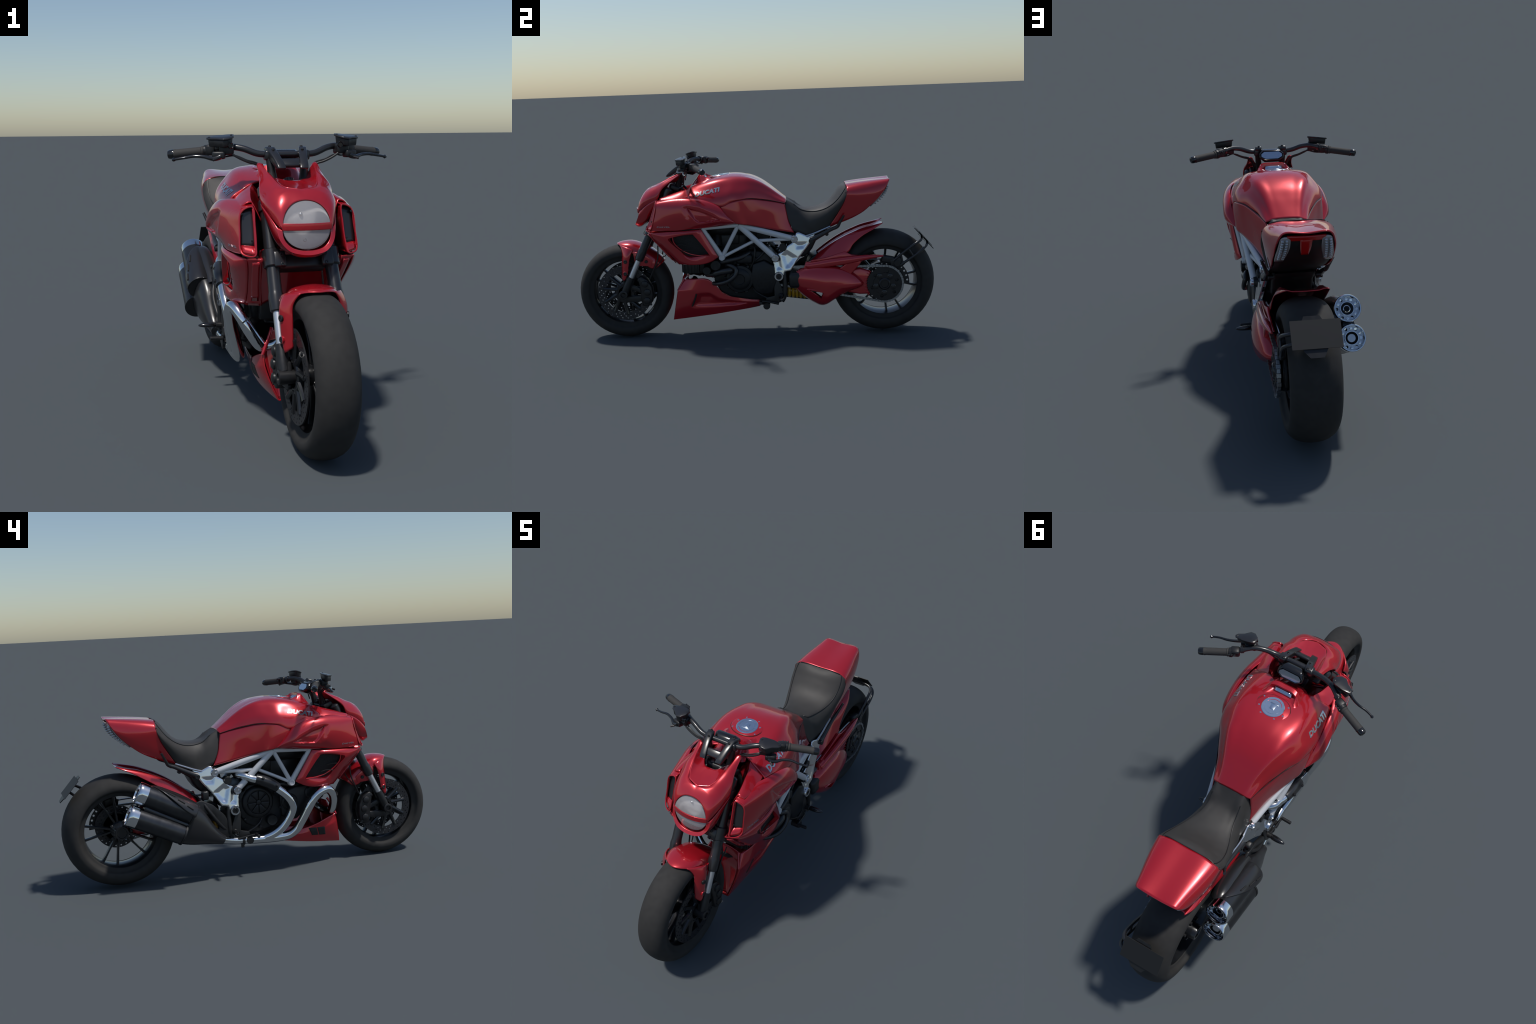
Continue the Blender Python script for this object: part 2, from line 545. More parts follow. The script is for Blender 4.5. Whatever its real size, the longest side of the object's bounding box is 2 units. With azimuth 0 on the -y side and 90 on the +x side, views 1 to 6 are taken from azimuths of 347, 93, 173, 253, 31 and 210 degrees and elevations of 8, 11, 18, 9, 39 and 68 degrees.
# raised pod in front of the filler with a small display
POD = [  # rows front to back, half sections
    [(0, -.345, .842), (.045, -.343, .842), (.070, -.335, .842), (.085, -.325, .842)],
    [(0, -.312, .884), (.042, -.311, .884), (.064, -.305, .876), (.082, -.298, .862)],
    [(0, -.284, .919), (.040, -.283, .919), (.060, -.276, .914), (.086, -.268, .876)],
    [(0, -.266, .918), (.040, -.265, .918), (.062, -.258, .912), (.088, -.250, .880)],
    [(0, -.262, .893), (.044, -.261, .893), (.062, -.250, .905), (.090, -.235, .886)],
    [(0, -.222, .895), (.050, -.222, .894), (.072, -.215, .896), (.092, -.210, .892)],
]
pod = patch("display_pod", POD, RED, m=5, thick=0, half=True, out=(0, 0, 1), sharp_r=(2, 3, 4), sharp_c=(2,), parent=tank)
patch("indicator_display", [[(-.039, -.2605, .9085), (.039, -.2605, .9085)], [(-.043, -.248, .8955), (.043, -.248, .8955)]],
      MIRROR, m=4, thick=.006, out=(0, .8, .6), parent=pod)

# oval filler plate, cap and screws
cap_c, cap_n = Vector((0, -.172, .9055)), Vector((0, -.13, 1)).normalized()
def on_cap(a, b, h):
    d, u, w = cap_n, Vector((1, 0, 0)), Vector((0, 1, .13)).normalized()
    return cap_c + u * a + w * b + d * h
outline = [(.076 * math.copysign(abs(math.cos(t)) ** .9, math.cos(t)), .010 + (.062 if math.sin(t) > 0 else .055) * math.sin(t))
           for t in np.linspace(0, 2 * math.pi, 40, endpoint=False)]
fp = plate("filler_plate", [outline], lambda a, b, t: on_cap(a, b - .012, .0040 - t - (a * 6) ** 2 * .016 - max(0, b) ** 2 * .5), .006, RED, tank, bev=.0015)
tube("plate_groove", [on_cap(a * 1.02, b * 1.02 - .012, .0012 - (a * 6) ** 2 * .016 - max(0, b) ** 2 * .5) for a, b in outline[::2]], .0014, BLACK, 6, 3, parent=tank, closed=True)
cap = lathe("filler_cap", on_cap(0, 0, -.004), cap_n, [(0, .050), (.0065, .050), (.0080, .048), (.0080, .038), (.0066, .0375), (.0066, .0360), (.0080, .0355), (.0081, 0)], CAPM, 44, tank)
flap = plate("cap_flap", [[(-.013, -.006), (.013, -.006), (.010, .02), (-.010, .02)]], lambda a, b, t: on_cap(a, b - .006, .0062 - t), .003, CAPM, cap, bev=.001)
bar = plate("cap_flap", [[(-.019, -.003), (.019, -.003), (.019, .002), (-.019, .002)]], lambda a, b, t: on_cap(a, b - .014, .0058 - t), .003, CAPM, cap, bev=.0008)
for k, (a, b) in enumerate([(-.057, .022), (.057, .022), (-.032, .053), (.032, .053), (-.058, -.026), (.058, -.026)]):
    lathe("screw", on_cap(a, b - .004, -.004), cap_n, [(0, .0042), (.0055, .0042), (.0065, .003), (.0065, 0)], CHROME, 10, tank)

# ---- knee panels under the tank seam
KNEE = [
    [(.210, -.170, .748), (.212, -.145, .72), (.209, -.118, .69), (.202, -.088, .662)],
    [(.209, -.125, .773), (.211, -.10, .735), (.207, -.075, .695), (.201, -.05, .656)],
    [(.195, -.055, .787), (.192, -.04, .742), (.188, -.025, .695), (.182, -.01, .648)],
    [(.167, 0, .788), (.163, .02, .740), (.160, .035, .69), (.158, .045, .632)],
    [(.138, .060, .778), (.138, .08, .730), (.137, .09, .68), (.137, .10, .616)],
    [(.111, .125, .763), (.114, .14, .715), (.117, .15, .66), (.119, .165, .601)],
    [(.090, .181, .747), (.095, .19, .70), (.100, .2, .65), (.106, .228, .588)],
]
knee = patch("knee_panel", KNEE, RED, m=6, thick=.005)
mirrored(knee)
seam = [(.2115, -.162, .7515), (.2095, -.125, .7755), (.1955, -.055, .7890), (.1685, 0, .7900), (.1425, .055, .7805), (.114, .122, .7655), (.092, .181, .749)]
mirrored(tube("panel_seam", [(x - .0010, y, z) for x, y, z in seam], .0017, BLACK, 8, parent=tank))

# ---- intake cowls
VENT = [(-.345, .765), (-.318, .756), (-.262, .742), (-.205, .718), (-.152, .691), (-.185, .683), (-.235, .678), (-.280, .676), (-.302, .695), (-.322, .725)]
HOLLOW = [(-.37, .768), (-.335, .780), (-.27, .768), (-.19, .728), (-.145, .69), (-.25, .668), (-.32, .662), (-.355, .70)]
COWL = [
    [(.153, -.511, .790), (.178, -.508, .786), (.1955, -.507, .771), (.200, -.517, .72), (.203, -.528, .68), (.200, -.540, .638)],
    [(.150, -.455, .803), (.185, -.455, .797), (.208, -.455, .775), (.217, -.458, .73), (.219, -.462, .68), (.213, -.465, .636)],
    [(.176, -.39, .808), (.202, -.39, .801), (.224, -.39, .775), (.232, -.39, .735), (.232, -.39, .685), (.220, -.39, .636)],
    [(.197, -.33, .806), (.217, -.33, .800), (.237, -.33, .775), (.244, -.33, .735), (.243, -.33, .690), (.216, -.33, .640)],
    [(.209, -.27, .800), (.227, -.27, .793), (.245, -.27, .768), (.252, -.27, .735), (.252, -.27, .695), (.212, -.265, .645)],
    [(.215, -.215, .785), (.231, -.213, .777), (.247, -.21, .753), (.254, -.21, .727), (.254, -.208, .693), (.214, -.20, .650)],
    [(.215, -.163, .758), (.229, -.160, .750), (.242, -.155, .730), (.249, -.153, .708), (.246, -.150, .682), (.213, -.145, .655)],
    [(.211, -.125, .715), (.220, -.122, .708), (.228, -.118, .697), (.231, -.115, .686), (.227, -.113, .674), (.208, -.110, .659)],
    [(.202, -.084, .668), (.204, -.083, .667), (.206, -.082, .666), (.206, -.082, .665), (.204, -.082, .664), (.201, -.082, .663)],
]
def cowl_edit(S):
    S = dent(S, HOLLOW, .007, .03)
    return dent(S, VENT, .012, .007)
cowl = patch("intake_cowl", COWL, RED, m=12, thick=.004, edit=cowl_edit, angle=50)
cowl_r = mirrored(cowl)
for sgn, par in ((1, cowl), (-1, cowl_r)):
    f = lambda pts: [(sgn * x, y, z) for x, y, z in pts]
    loop = f([(.155, -.514, .789), (.180, -.511, .784), (.196, -.510, .766), (.201, -.524, .70), (.202, -.540, .648), (.190, -.556, .634), (.160, -.574, .634), (.154, -.560, .665), (.152, -.535, .73)])
    tube("inlet_rim", loop, .0032, RED, 8, closed=True, parent=par)
    # floor and inner wall of the intake, dark filter behind
    patch("inlet_floor", [f([(.157, -.572, .636), (.198, -.541, .640)]), f([(.157, -.550, .660), (.198, -.532, .660)]), f([(.155, -.50, .672), (.199, -.50, .672)])], RED, m=4, thick=.003, out=(0, 0, 1), parent=par)
    patch("inlet_wall", [f([(.153, -.512, .790), (.150, -.46, .80), (.146, -.41, .80)]), f([(.152, -.537, .72), (.150, -.47, .72), (.146, -.41, .72)]), f([(.156, -.572, .634), (.152, -.49, .632), (.146, -.41, .632)])], RED, m=4, thick=.003, out=(-sgn, 0, 0), parent=par)
    patch("intake_filter", [f([(.154, -.502, .787), (.194, -.496, .779)]), f([(.152, -.524, .72), (.199, -.509, .72)]), f([(.156, -.545, .662), (.202, -.524, .660)])], SATIN, m=4, thick=.003, out=(0, -1, 0), parent=par)
    for (x, y, z) in ((.163, -.541, .680), (.190, -.509, .766)):
        lathe("screw", (sgn * x, y, z), (0, -1, 0), [(0, .004), (.004, .004), (.005, 0)], BLACK, 8, par)
    # underside strip that closes the cowl bottom
    patch("cowl_floor", [f([(.157, -.570, .633), (.200, -.540, .638)]), f([(.15, -.46, .634), (.213, -.465, .635)]), f([(.16, -.33, .640), (.216, -.33, .640)]), f([(.17, -.20, .648), (.214, -.20, .650)]), f([(.19, -.09, .660), (.202, -.083, .664)])], RED, m=4, thick=.003, out=(0, 0, -1), parent=par)

# ---- radiator shrouds under the cowls: a ring of panel round a large window
OUT = [(.186, -.552, .622), (.208, -.46, .630), (.218, -.36, .634), (.208, -.270, .639), (.193, -.228, .560), (.176, -.186, .478),
       (.196, -.235, .452), (.196, -.305, .441), (.158, -.404, .440), (.166, -.470, .512), (.180, -.540, .592)]
INN = [(.222, -.448, .594), (.226, -.405, .605), (.227, -.36, .612), (.222, -.314, .613), (.214, -.270, .555), (.203, -.230, .492),
       (.200, -.285, .487), (.192, -.345, .484), (.200, -.385, .517), (.212, -.420, .552), (.221, -.447, .583)]
SHROUD = []
for o_, i_ in zip(OUT, INN):
    o_, i_ = np.array(o_), np.array(i_)
    mid = (o_ + i_) / 2 + np.array((.006, 0, 0))
    inn2 = i_ + np.array((-.022, 0, 0)) + (np.array((i_[0], -.335, .545)) - i_) * .10
    SHROUD.append([o_, mid, i_, inn2])
shroud = patch("radiator_shroud", SHROUD, RED, m=5, thick=.003, sharp_r=(3, 5, 8), sharp_c=(2,), close_r=True, angle=45)
sh_r = mirrored(shroud)
for sgn, par in ((1, shroud), (-1, sh_r)):
    f = lambda pts: [(sgn * x, y, z) for x, y, z in pts]
    face = [f([(.136, -.577, .622), (.160, -.566, .622), (.186, -.552, .620)]),
            f([(.126, -.520, .550), (.150, -.510, .552), (.173, -.497, .552)]),
            f([(.116, -.470, .490), (.140, -.460, .492), (.163, -.444, .490)]),
            f([(.107, -.432, .438), (.130, -.420, .438), (.157, -.404, .438)])]
    patch("duct_face", face, RED, m=4, thick=.004, out=(0, -1, 0), parent=par)
    ridge = [f([(.145, -.570, .606), (.168, -.559, .606)]), f([(.136, -.517, .54), (.160, -.506, .54)]), f([(.122, -.450, .456), (.146, -.436, .456)])]
    o = patch("duct_rib", ridge, RED, m=4, thick=0, out=(0, -1, 0), parent=par)
    o.data.transform(Matrix.Translation((0, -.004, .003))); solid(o, .008)
    # inner wall from the duct face back to the radiator
    patch("duct_wall", [f([(.137, -.577, .624), (.128, -.49, .628), (.125, -.41, .63)]), f([(.108, -.432, .438), (.108, -.41, .445), (.11, -.39, .45)])], RED, m=5, thick=.003, out=(-sgn, 0, 0), parent=par)
    # radiator behind the window, with its dividing rib
    patch("radiator_core", [f([(.200, -.46, .62), (.200, -.33, .635), (.190, -.24, .64)]), f([(.188, -.42, .55), (.188, -.33, .55), (.182, -.22, .55)]), f([(.175, -.37, .47), (.175, -.31, .465), (.170, -.20, .465)])], MESHM, m=5, thick=.02, out=(sgn, 0, 0), parent=par)
    tube("window_rib", f([(.222, -.423, .601), (.217, -.418, .570), (.206, -.39, .535), (.200, -.340, .505), (.200, -.280, .492), (.202, -.235, .490)]), .0032, RED, 8, parent=par)
    for s in (.35, .7):
        a = np.array((.212, -.445 + s * .09, .585 - s * .09)); 
        tube("grille_bar", f([a, a + (-.004, .03, .004), a + (-.008, .06, -.002)]), .0025, BLACK, 6, parent=par)
    tube("shroud_edge", f([(.208, -.470, .6375), (.218, -.36, .6375), (.209, -.27, .643)]), .002, BLACK, 6, parent=par)

# red cover between the forks
COVER = [
    [(0, -.470, .650), (.045, -.475, .650), (.09, -.49, .648), (.128, -.50, .640)],
    [(0, -.430, .580), (.045, -.440, .580), (.085, -.455, .580), (.124, -.48, .580)],
    [(0, -.405, .510), (.042, -.415, .505), (.080, -.43, .500), (.116, -.450, .495)],
    [(0, -.395, .468), (.040, -.402, .462), (.075, -.415, .452), (.108, -.430, .440)],
]
cover = patch("radiator_cover", COVER, RED, m=5, thick=.004, half=True, out=(0, -1, 0), sharp_c=(1, 2))
box("radiator", (0, -.335, .415), (.21, .13, .07), BLACK, bev=.006)
oc = box("oil_cooler", (.075, -.345, .408), (.09, .09, .062), BLACK, bev=.004)
for k in range(5):
    box("cooler_fin", (.12, -.385 + k * .018, .408), (.012, .006, .058), BLACK, oc, bev=.001)

# ---- headlamp cowl
NOSE = [
    [(0, -.607, .816), (.035, -.609, .809), (.060, -.615, .790), (.076, -.623, .763), (.083, -.630, .724)],
    [(0, -.588, .836), (.036, -.591, .832), (.069, -.602, .812), (.092, -.611, .780), (.096, -.612, .738)],
    [(0, -.571, .847), (.036, -.573, .848), (.077, -.582, .832), (.106, -.588, .795), (.108, -.584, .758)],
    [(.050, -.552, .854), (.074, -.555, .852), (.102, -.556, .834), (.120, -.555, .804), (.119, -.546, .778)],
    [(.068, -.518, .868), (.090, -.518, .864), (.112, -.516, .847), (.126, -.513, .820), (.124, -.508, .797)],
    [(.078, -.475, .889), (.096, -.477, .886), (.113, -.481, .872), (.124, -.485, .855), (.124, -.487, .842)],
    [(.087, -.430, .908), (.100, -.429, .905), (.110, -.436, .893), (.114, -.444, .884), (.113, -.447, .878)],
    [(.088, -.392, .926), (.097, -.389, .930), (.104, -.387, .930), (.109, -.386, .926), (.111, -.386, .920)],
]
nose = patch("headlamp_cowl", NOSE, RED, m=6, thick=.004, sharp_r=(2,), out=(.6, -.5, .6))
whole(nose)
SCOOP = [
    [(0, -.571, .847), (0, -.535, .854), (0, -.500, .862), (0, -.466, .872)],
    [(.050, -.552, .854), (.036, -.530, .857), (.024, -.497, .863), (.014, -.466, .872)],
    [(.068, -.518, .868), (.056, -.504, .866), (.042, -.483, .869), (.030, -.462, .874)],
    [(.078, -.475, .889), (.070, -.465, .883), (.059, -.452, .878), (.047, -.440, .878)],
    [(.087, -.430, .908), (.081, -.424, .900), (.073, -.416, .892), (.064, -.410, .885)],
    [(.088, -.392, .926), (.086, -.391, .923), (.084, -.390, .919), (.082, -.389, .915)],
]
sc = patch("cowl_scoop", SCOOP, RED, m=5, thick=.003, out=(0, 0, 1), parent=nose, sharp_r=(1,))
whole(sc)
LOWER = [
    [(.081, -.626, .722), (.076, -.632, .690), (.054, -.640, .666), (.028, -.645, .657), (0, -.646, .655)],
    [(.097, -.614, .731), (.091, -.633, .688), (.063, -.650, .655), (.031, -.657, .645), (0, -.658, .642)],
    [(.118, -.560, .773), (.110, -.577, .720), (.087, -.604, .666), (.046, -.629, .638), (0, -.636, .632)],
    [(.126, -.508, .796), (.109, -.541, .734), (.084, -.577, .675), (.048, -.600, .652), (0, -.603, .643)],
    [(.100, -.500, .785), (.085, -.530, .734), (.065, -.560, .69), (.035, -.575, .668), (0, -.578, .66)],
]
low = patch("headlamp_bezel", [[r[j] for r in LOWER] for j in range(4, -1, -1)], RED, m=6, thick=.003, out=(0, -.6, -.6), centre=(0, -.55, .72), sharp_c=(1, 3), parent=nose)
whole(low)
# lens dome: rings from the rim to the centre; the painted stripe crosses it
def lens_rim(t):
    c, s = math.cos(t), math.sin(t)
    x = .0800 * math.copysign(abs(c) ** .93, c)
    z = .729 + (.084 if s > 0 else .071) * s
    return x, z
def lens_y(x, z):
    return -.643 + .034 * (max(0, z - .735) / .08) ** 1.6 + .016 * (abs(x) / .08) ** 2 + .006 * (max(0, .70 - z) / .05) ** 2
V, n = [], 48
for i in range(9):
    s = 1 - i / 9
    for k in range(n):
        x, z = lens_rim(2 * math.pi * k / n)
        x, z = x * s, .729 + (z - .729) * s
        V.append((x, lens_y(x, z), z))
bowl = [(x, y + .004 + .046 * (1 - (x / .082) ** 2 - ((z - .729) / .095) ** 2), z) for x, y, z in V]
F = grid_faces(9, n, False, True) + [tuple(8 * n + k for k in range(n))]
refl = make("lamp_reflector", bowl, F, REFLECT, nose, 60)
lens = make("headlamp_lens", V, F, LENS, nose, 60)
outward(lens, (0, -1, 0)); stripe = []
for x in np.linspace(-.084, .084, 9):
    stripe.append([(x, lens_y(x, z) - .004, z) for z in (.743, .732, .720)])
o = patch("lamp_stripe", stripe, RED, m=3, thick=.008, out=(0, -1, 0), parent=nose); bevel(o, .0012)
for (x, z) in ((-.012, .768), (.0, .683)):
    lathe("lamp_bulb", (x, lens_y(x, z) + .042, z), (0, -1, .1), [(0, .008), (.003, .007), (.006, .004), (.007, 0)], STEEL, 16, lens)
box("headlamp_shell", (0, -.525, .745), (.13, .08, .11), BLACK, nose, bev=.02)

# ---- seat
SEAT = [
    [(0, .186, .770), (.045, .186, .768), (.073, .180, .761), (.090, .180, .70), (.106, .228, .597)],
    [(0, .225, .737), (.034, .225, .738), (.068, .228, .741), (.092, .235, .69), (.104, .262, .582)],
    [(0, .26, .717), (.036, .26, .716), (.070, .266, .710), (.096, .28, .66), (.100, .303, .563)],
    [(0, .30, .712), (.042, .30, .710), (.077, .305, .700), (.107, .315, .65), (.106, .338, .578)],
    [(0, .345, .716), (.05, .345, .713), (.092, .352, .701), (.117, .36, .66), (.108, .375, .597)],
    [(0, .385, .728), (.06, .387, .725), (.108, .396, .714), (.129, .405, .68), (.111, .418, .619)],
    [(0, .42, .751), (.065, .424, .748), (.120, .435, .737), (.138, .445, .71), (.119, .456, .674)],
    [(0, .456, .793), (.066, .460, .789), (.126, .470, .770), (.146, .480, .748), (.132, .489, .729)],
    [(0, .484, .827), (.066, .487, .824), (.126, .497, .806), (.146, .507, .787), (.141, .511, .777)],
    [(0, .510, .841), (.066, .510, .841), (.120, .513, .831), (.141, .516, .815), (.144, .518, .806)],
]
seat = patch("seat", SEAT, SEATM, m=6, thick=.008, half=True, out=(0, 0, 1), angle=60)
pipe = tube("seat_piping", [(x + .0004, y, z + .0012) for x, y, z in [r[2] for r in SEAT[1:]]] , .0022, BLACK, 6, parent=seat)
mirrored(pipe)
tube("seat_piping", [(.112, .5115, .837), (.09, .509, .841), (.045, .509, .8425), (0, .509, .8425), (-.045, .509, .8425), (-.09, .509, .841), (-.112, .5115, .837)], .002, BLACK, 6, parent=seat)

# ---- tail cowl
TAIL = [
    [(0, .511, .841), (.085, .512, .841), (.126, .516, .829), (.146, .512, .797), (.133, .488, .73), (.110, .418, .616)],
    [(0, .57, .848), (.084, .57, .849), (.123, .57, .836), (.144, .565, .797), (.138, .54, .735), (.113, .485, .638)],
    [(0, .63, .854), (.082, .63, .855), (.116, .63, .842), (.137, .62, .798), (.135, .59, .735), (.115, .545, .662)],
    [(0, .69, .858), (.080, .69, .860), (.107, .69, .847), (.126, .675, .80), (.128, .64, .745), (.118, .60, .692)],
    [(0, .752, .860), (.078, .750, .865), (.099, .745, .852), (.113, .724, .814), (.117, .686, .766), (.116, .643, .727)],
]
tail = patch("tail_cowl", TAIL, RED, m=6, thick=.006, half=True, out=(0, 0, 1), angle=60)
# dark underside and lamp unit set into the open end
UNDER = [
    [(0, .734, .840), (.075, .734, .843), (.092, .728, .833), (.102, .714, .803)],
    [(0, .708, .793), (.070, .708, .793), (.092, .705, .790), (.106, .696, .779)],
    [(0, .648, .727), (.065, .652, .731), (.092, .646, .728), (.109, .640, .727)],
    [(0, .56, .668), (.06, .565, .672), (.090, .565, .672), (.108, .56, .675)],
    [(0, .47, .628), (.06, .47, .628), (.088, .47, .630), (.106, .47, .634)],
    [(0, .34, .570), (.055, .34, .570), (.080, .34, .572), (.100, .34, .575)],
]
under = patch("tail_tray", UNDER, BLACK, m=4, thick=.006, half=True, out=(0, .5, -1))
lampbar = patch("tail_lamp", [[(-.074, .744, .844), (0, .746, .842), (.074, .744, .844)], [(-.070, .731, .824), (0, .733, .823), (.070, .731, .824)]], TAILRED, m=5, thick=.008, out=(0, 1, 0))
patch("tail_lamp_stem", [[(-.023, .735, .826), (.023, .735, .826)], [(-.021, .714, .791), (.021, .714, .791)], [(-.014, .687, .754), (.014, .687, .754)]], TAILRED, m=4, thick=.008, out=(0, 1, 0), parent=lampbar)
for sgn in (1, -1):
    f = lambda pts: [(sgn * x, y, z) for x, y, z in pts]
    base = patch("indicator_lamp", [f([(.060, .738, .836), (.080, .742, .843), (.100, .734, .833)]), f([(.060, .716, .794), (.082, .720, .794), (.107, .710, .790)]),
                 f([(.068, .684, .756), (.088, .689, .756), (.113, .680, .754)]), f([(.078, .646, .720), (.095, .650, .720), (.113, .644, .720)])], LEDM, m=4, thick=.006, out=(0, .8, -.5))
    for c, off in ((0, .074), (1, .091)):
        for k in range(9):
            t = k / 9
            p = (sgn * (off + .010 * t), .734 - .020 * t - .062 * t * t, .828 - .098 * t)
            lathe("led", p, (0, .75, -.6), [(0, .0066), (.006, .0062), (.010, .0042), (.0118, 0)], LEDCAP, 10, base)

# ---- emblems
lettering("tank_lettering", "DUCATI", .022, .14, (-.297, .809), (-.158, .837), tank, SILVER, shear=.25, parent=tank, side=1, embolden=.045)
lettering("tank_lettering", "DUCATI", .022, .14, (-.153, .834), (-.292, .808), tank, SILVER, shear=.25, parent=tank, side=-1, embolden=.045)
lettering("cowl_lettering", "DIAVEL", .0075, .07, (-.507, .653), (-.434, .653), cowl, SILVER, lift=.001, thick=.0015, shear=.1, parent=cowl, side=1)
lettering("cowl_lettering", "DIAVEL", .0075, .07, (-.434, .653), (-.507, .653), cowl_r, SILVER, lift=.001, thick=.0015, shear=.1, parent=cowl_r, side=-1)
# ================================================================== WHEELS
FW, RW = Vector((0, -.733, .267)), Vector((0, .714, .2945))   # axle centres
def disc_holes(r_in, r_out, rows, count, hole):
    L = []
    for j in range(rows):
        rr = r_in + (r_out - r_in) * (j + .5) / rows
        for k in range(count):
            a = 2 * math.pi * (k + j * .37) / count
            L.append(circle((rr * math.cos(a), rr * math.sin(a)), hole, 7))
    return L

def wheel(c, r_out, half_w, r_rim, pair_angle, spread, hub_r, rim_half, crown, name="wheel", shift=0.0):
    # rim barrel
    prof = [(-rim_half, r_rim + .004), (-rim_half, r_rim + .014), (-rim_half * .9, r_rim + .012), (-rim_half * .62, r_rim + .004), (0, r_rim),
            (rim_half * .62, r_rim + .004), (rim_half * .9, r_rim + .012), (rim_half, r_rim + .014), (rim_half, r_rim + .004), (rim_half * .85, r_rim + .002), (rim_half * .6, r_rim - .003),
            (0, r_rim - .006), (-rim_half * .6, r_rim - .003), (-rim_half * .85, r_rim + .002), (-rim_half, r_rim + .004)]
    objs = [lathe("rim", c, (1, 0, 0), prof, WHEELM, 64, caps=False)]
    objs[0].data.polygons.foreach_set("use_smooth", [True] * len(objs[0].data.polygons))
    # spokes in pairs
    for k in range(5):
        for s in (-1, 1):
            a = math.radians(pair_angle + 72 * k + s * spread)
            a0 = math.radians(pair_angle + 72 * k + s * spread * .80)
            p0 = c + Vector((0, math.cos(a0), math.sin(a0))) * hub_r * .9 + Vector((shift, 0, 0))
            p1 = c + Vector((0, math.cos(a), math.sin(a))) * (r_rim - .002) + Vector((shift * .8, 0, 0))
            d = (p1 - p0); t = d.cross(Vector((1, 0, 0))).normalized()
            V = []
            for q, w, h in ((p0, .0085, .019), (p0.lerp(p1, .5), .0055, .015), (p1, .0062, .020)):
                for x, y in ((-1, -.6), (-.6, -1), (.6, -1), (1, -.6), (1, .6), (.6, 1), (-.6, 1), (-1, .6)):
                    V.append(q + t * w * y + Vector((h * x, 0, 0)))
            objs.append(make("spoke", V, grid_faces(3, 8, False, True) + [tuple(range(8)), tuple(range(16, 24))], WHEELM))
    hub = [(-.05 + shift * .5, hub_r * .45), (-.05 + shift * .5, hub_r * .75), (-.035 + shift, hub_r * .95), (-.02 + shift, hub_r), (.02, hub_r), (.035, hub_r * .95), (.05, hub_r * .75), (.05, hub_r * .45)]
    objs.append(lathe("hub", c, (1, 0, 0), hub, WHEELM, 36))
    w = joined(name, objs)
    rc = r_rim + .010
    sec = []
    # tyre: flat sidewall, rounded shoulder, crowned tread
    half = [(0, r_out), (half_w * .35, r_out - crown * .10), (half_w * .62, r_out - crown * .36), (half_w * .84, r_out - crown * .80), (half_w * .97, r_out - crown * 1.35),
            (half_w, r_out - crown * 1.75), (half_w * .97, r_out - crown * 2.2), (half_w * .83, (r_rim + .022)), (rim_half * 1.02, r_rim + .004), (rim_half * .98, r_rim + .002)]
    half = spline(np.array(half), 3, (8,))
    prof = [(-a, r) for a, r in half[::-1]] + [(a, r) for a, r in half[1:]]
    lathe("tyre", c, (1, 0, 0), prof, RUBBER, 56, w, angle=50, caps=False)
    return w

fwheel = wheel(FW, .267, .0705, .177, 3, 11.5, .034, .050, .026)
rwheel = wheel(RW, .2855, .100, .181, 0, 12, .045, .074, .034, shift=0.0)

def brake_disc(c, x, r_in, r_out, par, rows=3, count=30, hole=.0032, t=.005, slots=0):
    holes = disc_holes(r_in + .004, r_out - .002, rows, count, hole)
    holes.append(circle((0, 0), r_in, 48))
    o = plate("brake_disc", [circle((0, 0), r_out, 72), *holes], lambda a, b, tt: (c.x + x - tt, c.y + a, c.z + b), t, DISC, par)
    return o
for s in (1, -1):
    d = brake_disc(FW, s * .071 + .0025, .112, .154, fwheel)
    # carrier with ten arms and slots between the arms and the disc
    arms = [lathe("disc_carrier", FW + Vector((s * .055, 0, 0)), (s, 0, 0), [(0, .060), (.020, .058), (.024, .054), (.024, .036), (0, .034)], WHEELM, 36)]
    for k in range(10):
        a = math.radians(36 * k + 9)
        p0 = FW + Vector((s * .070, math.cos(a) * .046, math.sin(a) * .046))
        p1 = FW + Vector((s * .071, math.cos(a + .25) * .122, math.sin(a + .25) * .122))
        arms.append(tube("disc_carrier", [p0, p0.lerp(p1, .5), p1], [.013, .010, .011], WHEELM, 8, 3))
    joined("disc_carrier", arms, fwheel)
    for k in range(10):
        a = math.radians(36 * k + 9) + .25
        lathe("disc_bobbin", FW + Vector((s * .065, math.cos(a) * .122, math.sin(a) * .122)), (s, 0, 0), [(0, .007), (.011, .007), (.012, .005), (.012, .003), (.009, 0)], WHEELM, 10, fwheel)
# rear disc, left side
brake_disc(RW, .078, .074, .112, rwheel, rows=2, count=24, hole=.0042)
lathe("disc_carrier", RW + Vector((.060, 0, 0)), (1, 0, 0), [(0, .078), (.014, .078), (.016, .06), (.018, .05), (.018, 0)], WHEELM, 36, rwheel)
# hub nut on the free side
lathe("hub_nut", RW + Vector((-.040, 0, 0)), (-1, 0, 0), [(0, .042), (.015, .040), (.030, .038), (.040, .037), (.066, .036), (.070, .034), (.070, .026), (.065, .024), (.065, 0)], WHEELM, 32, rwheel)
for k in range(5):
    a = math.radians(72 * k + 36)
    lathe("wheel_bolt", RW + Vector((-.062, math.cos(a) * .052, math.sin(a) * .052)), (-1, 0, 0), [(0, .008), (.012, .008), (.014, .006), (.014, 0)], BLACK, 8, rwheel)
# front axle
rod("axle", FW + Vector((-.10, 0, 0)), FW + Vector((.10, 0, 0)), .014, STEEL, 20, fwheel)

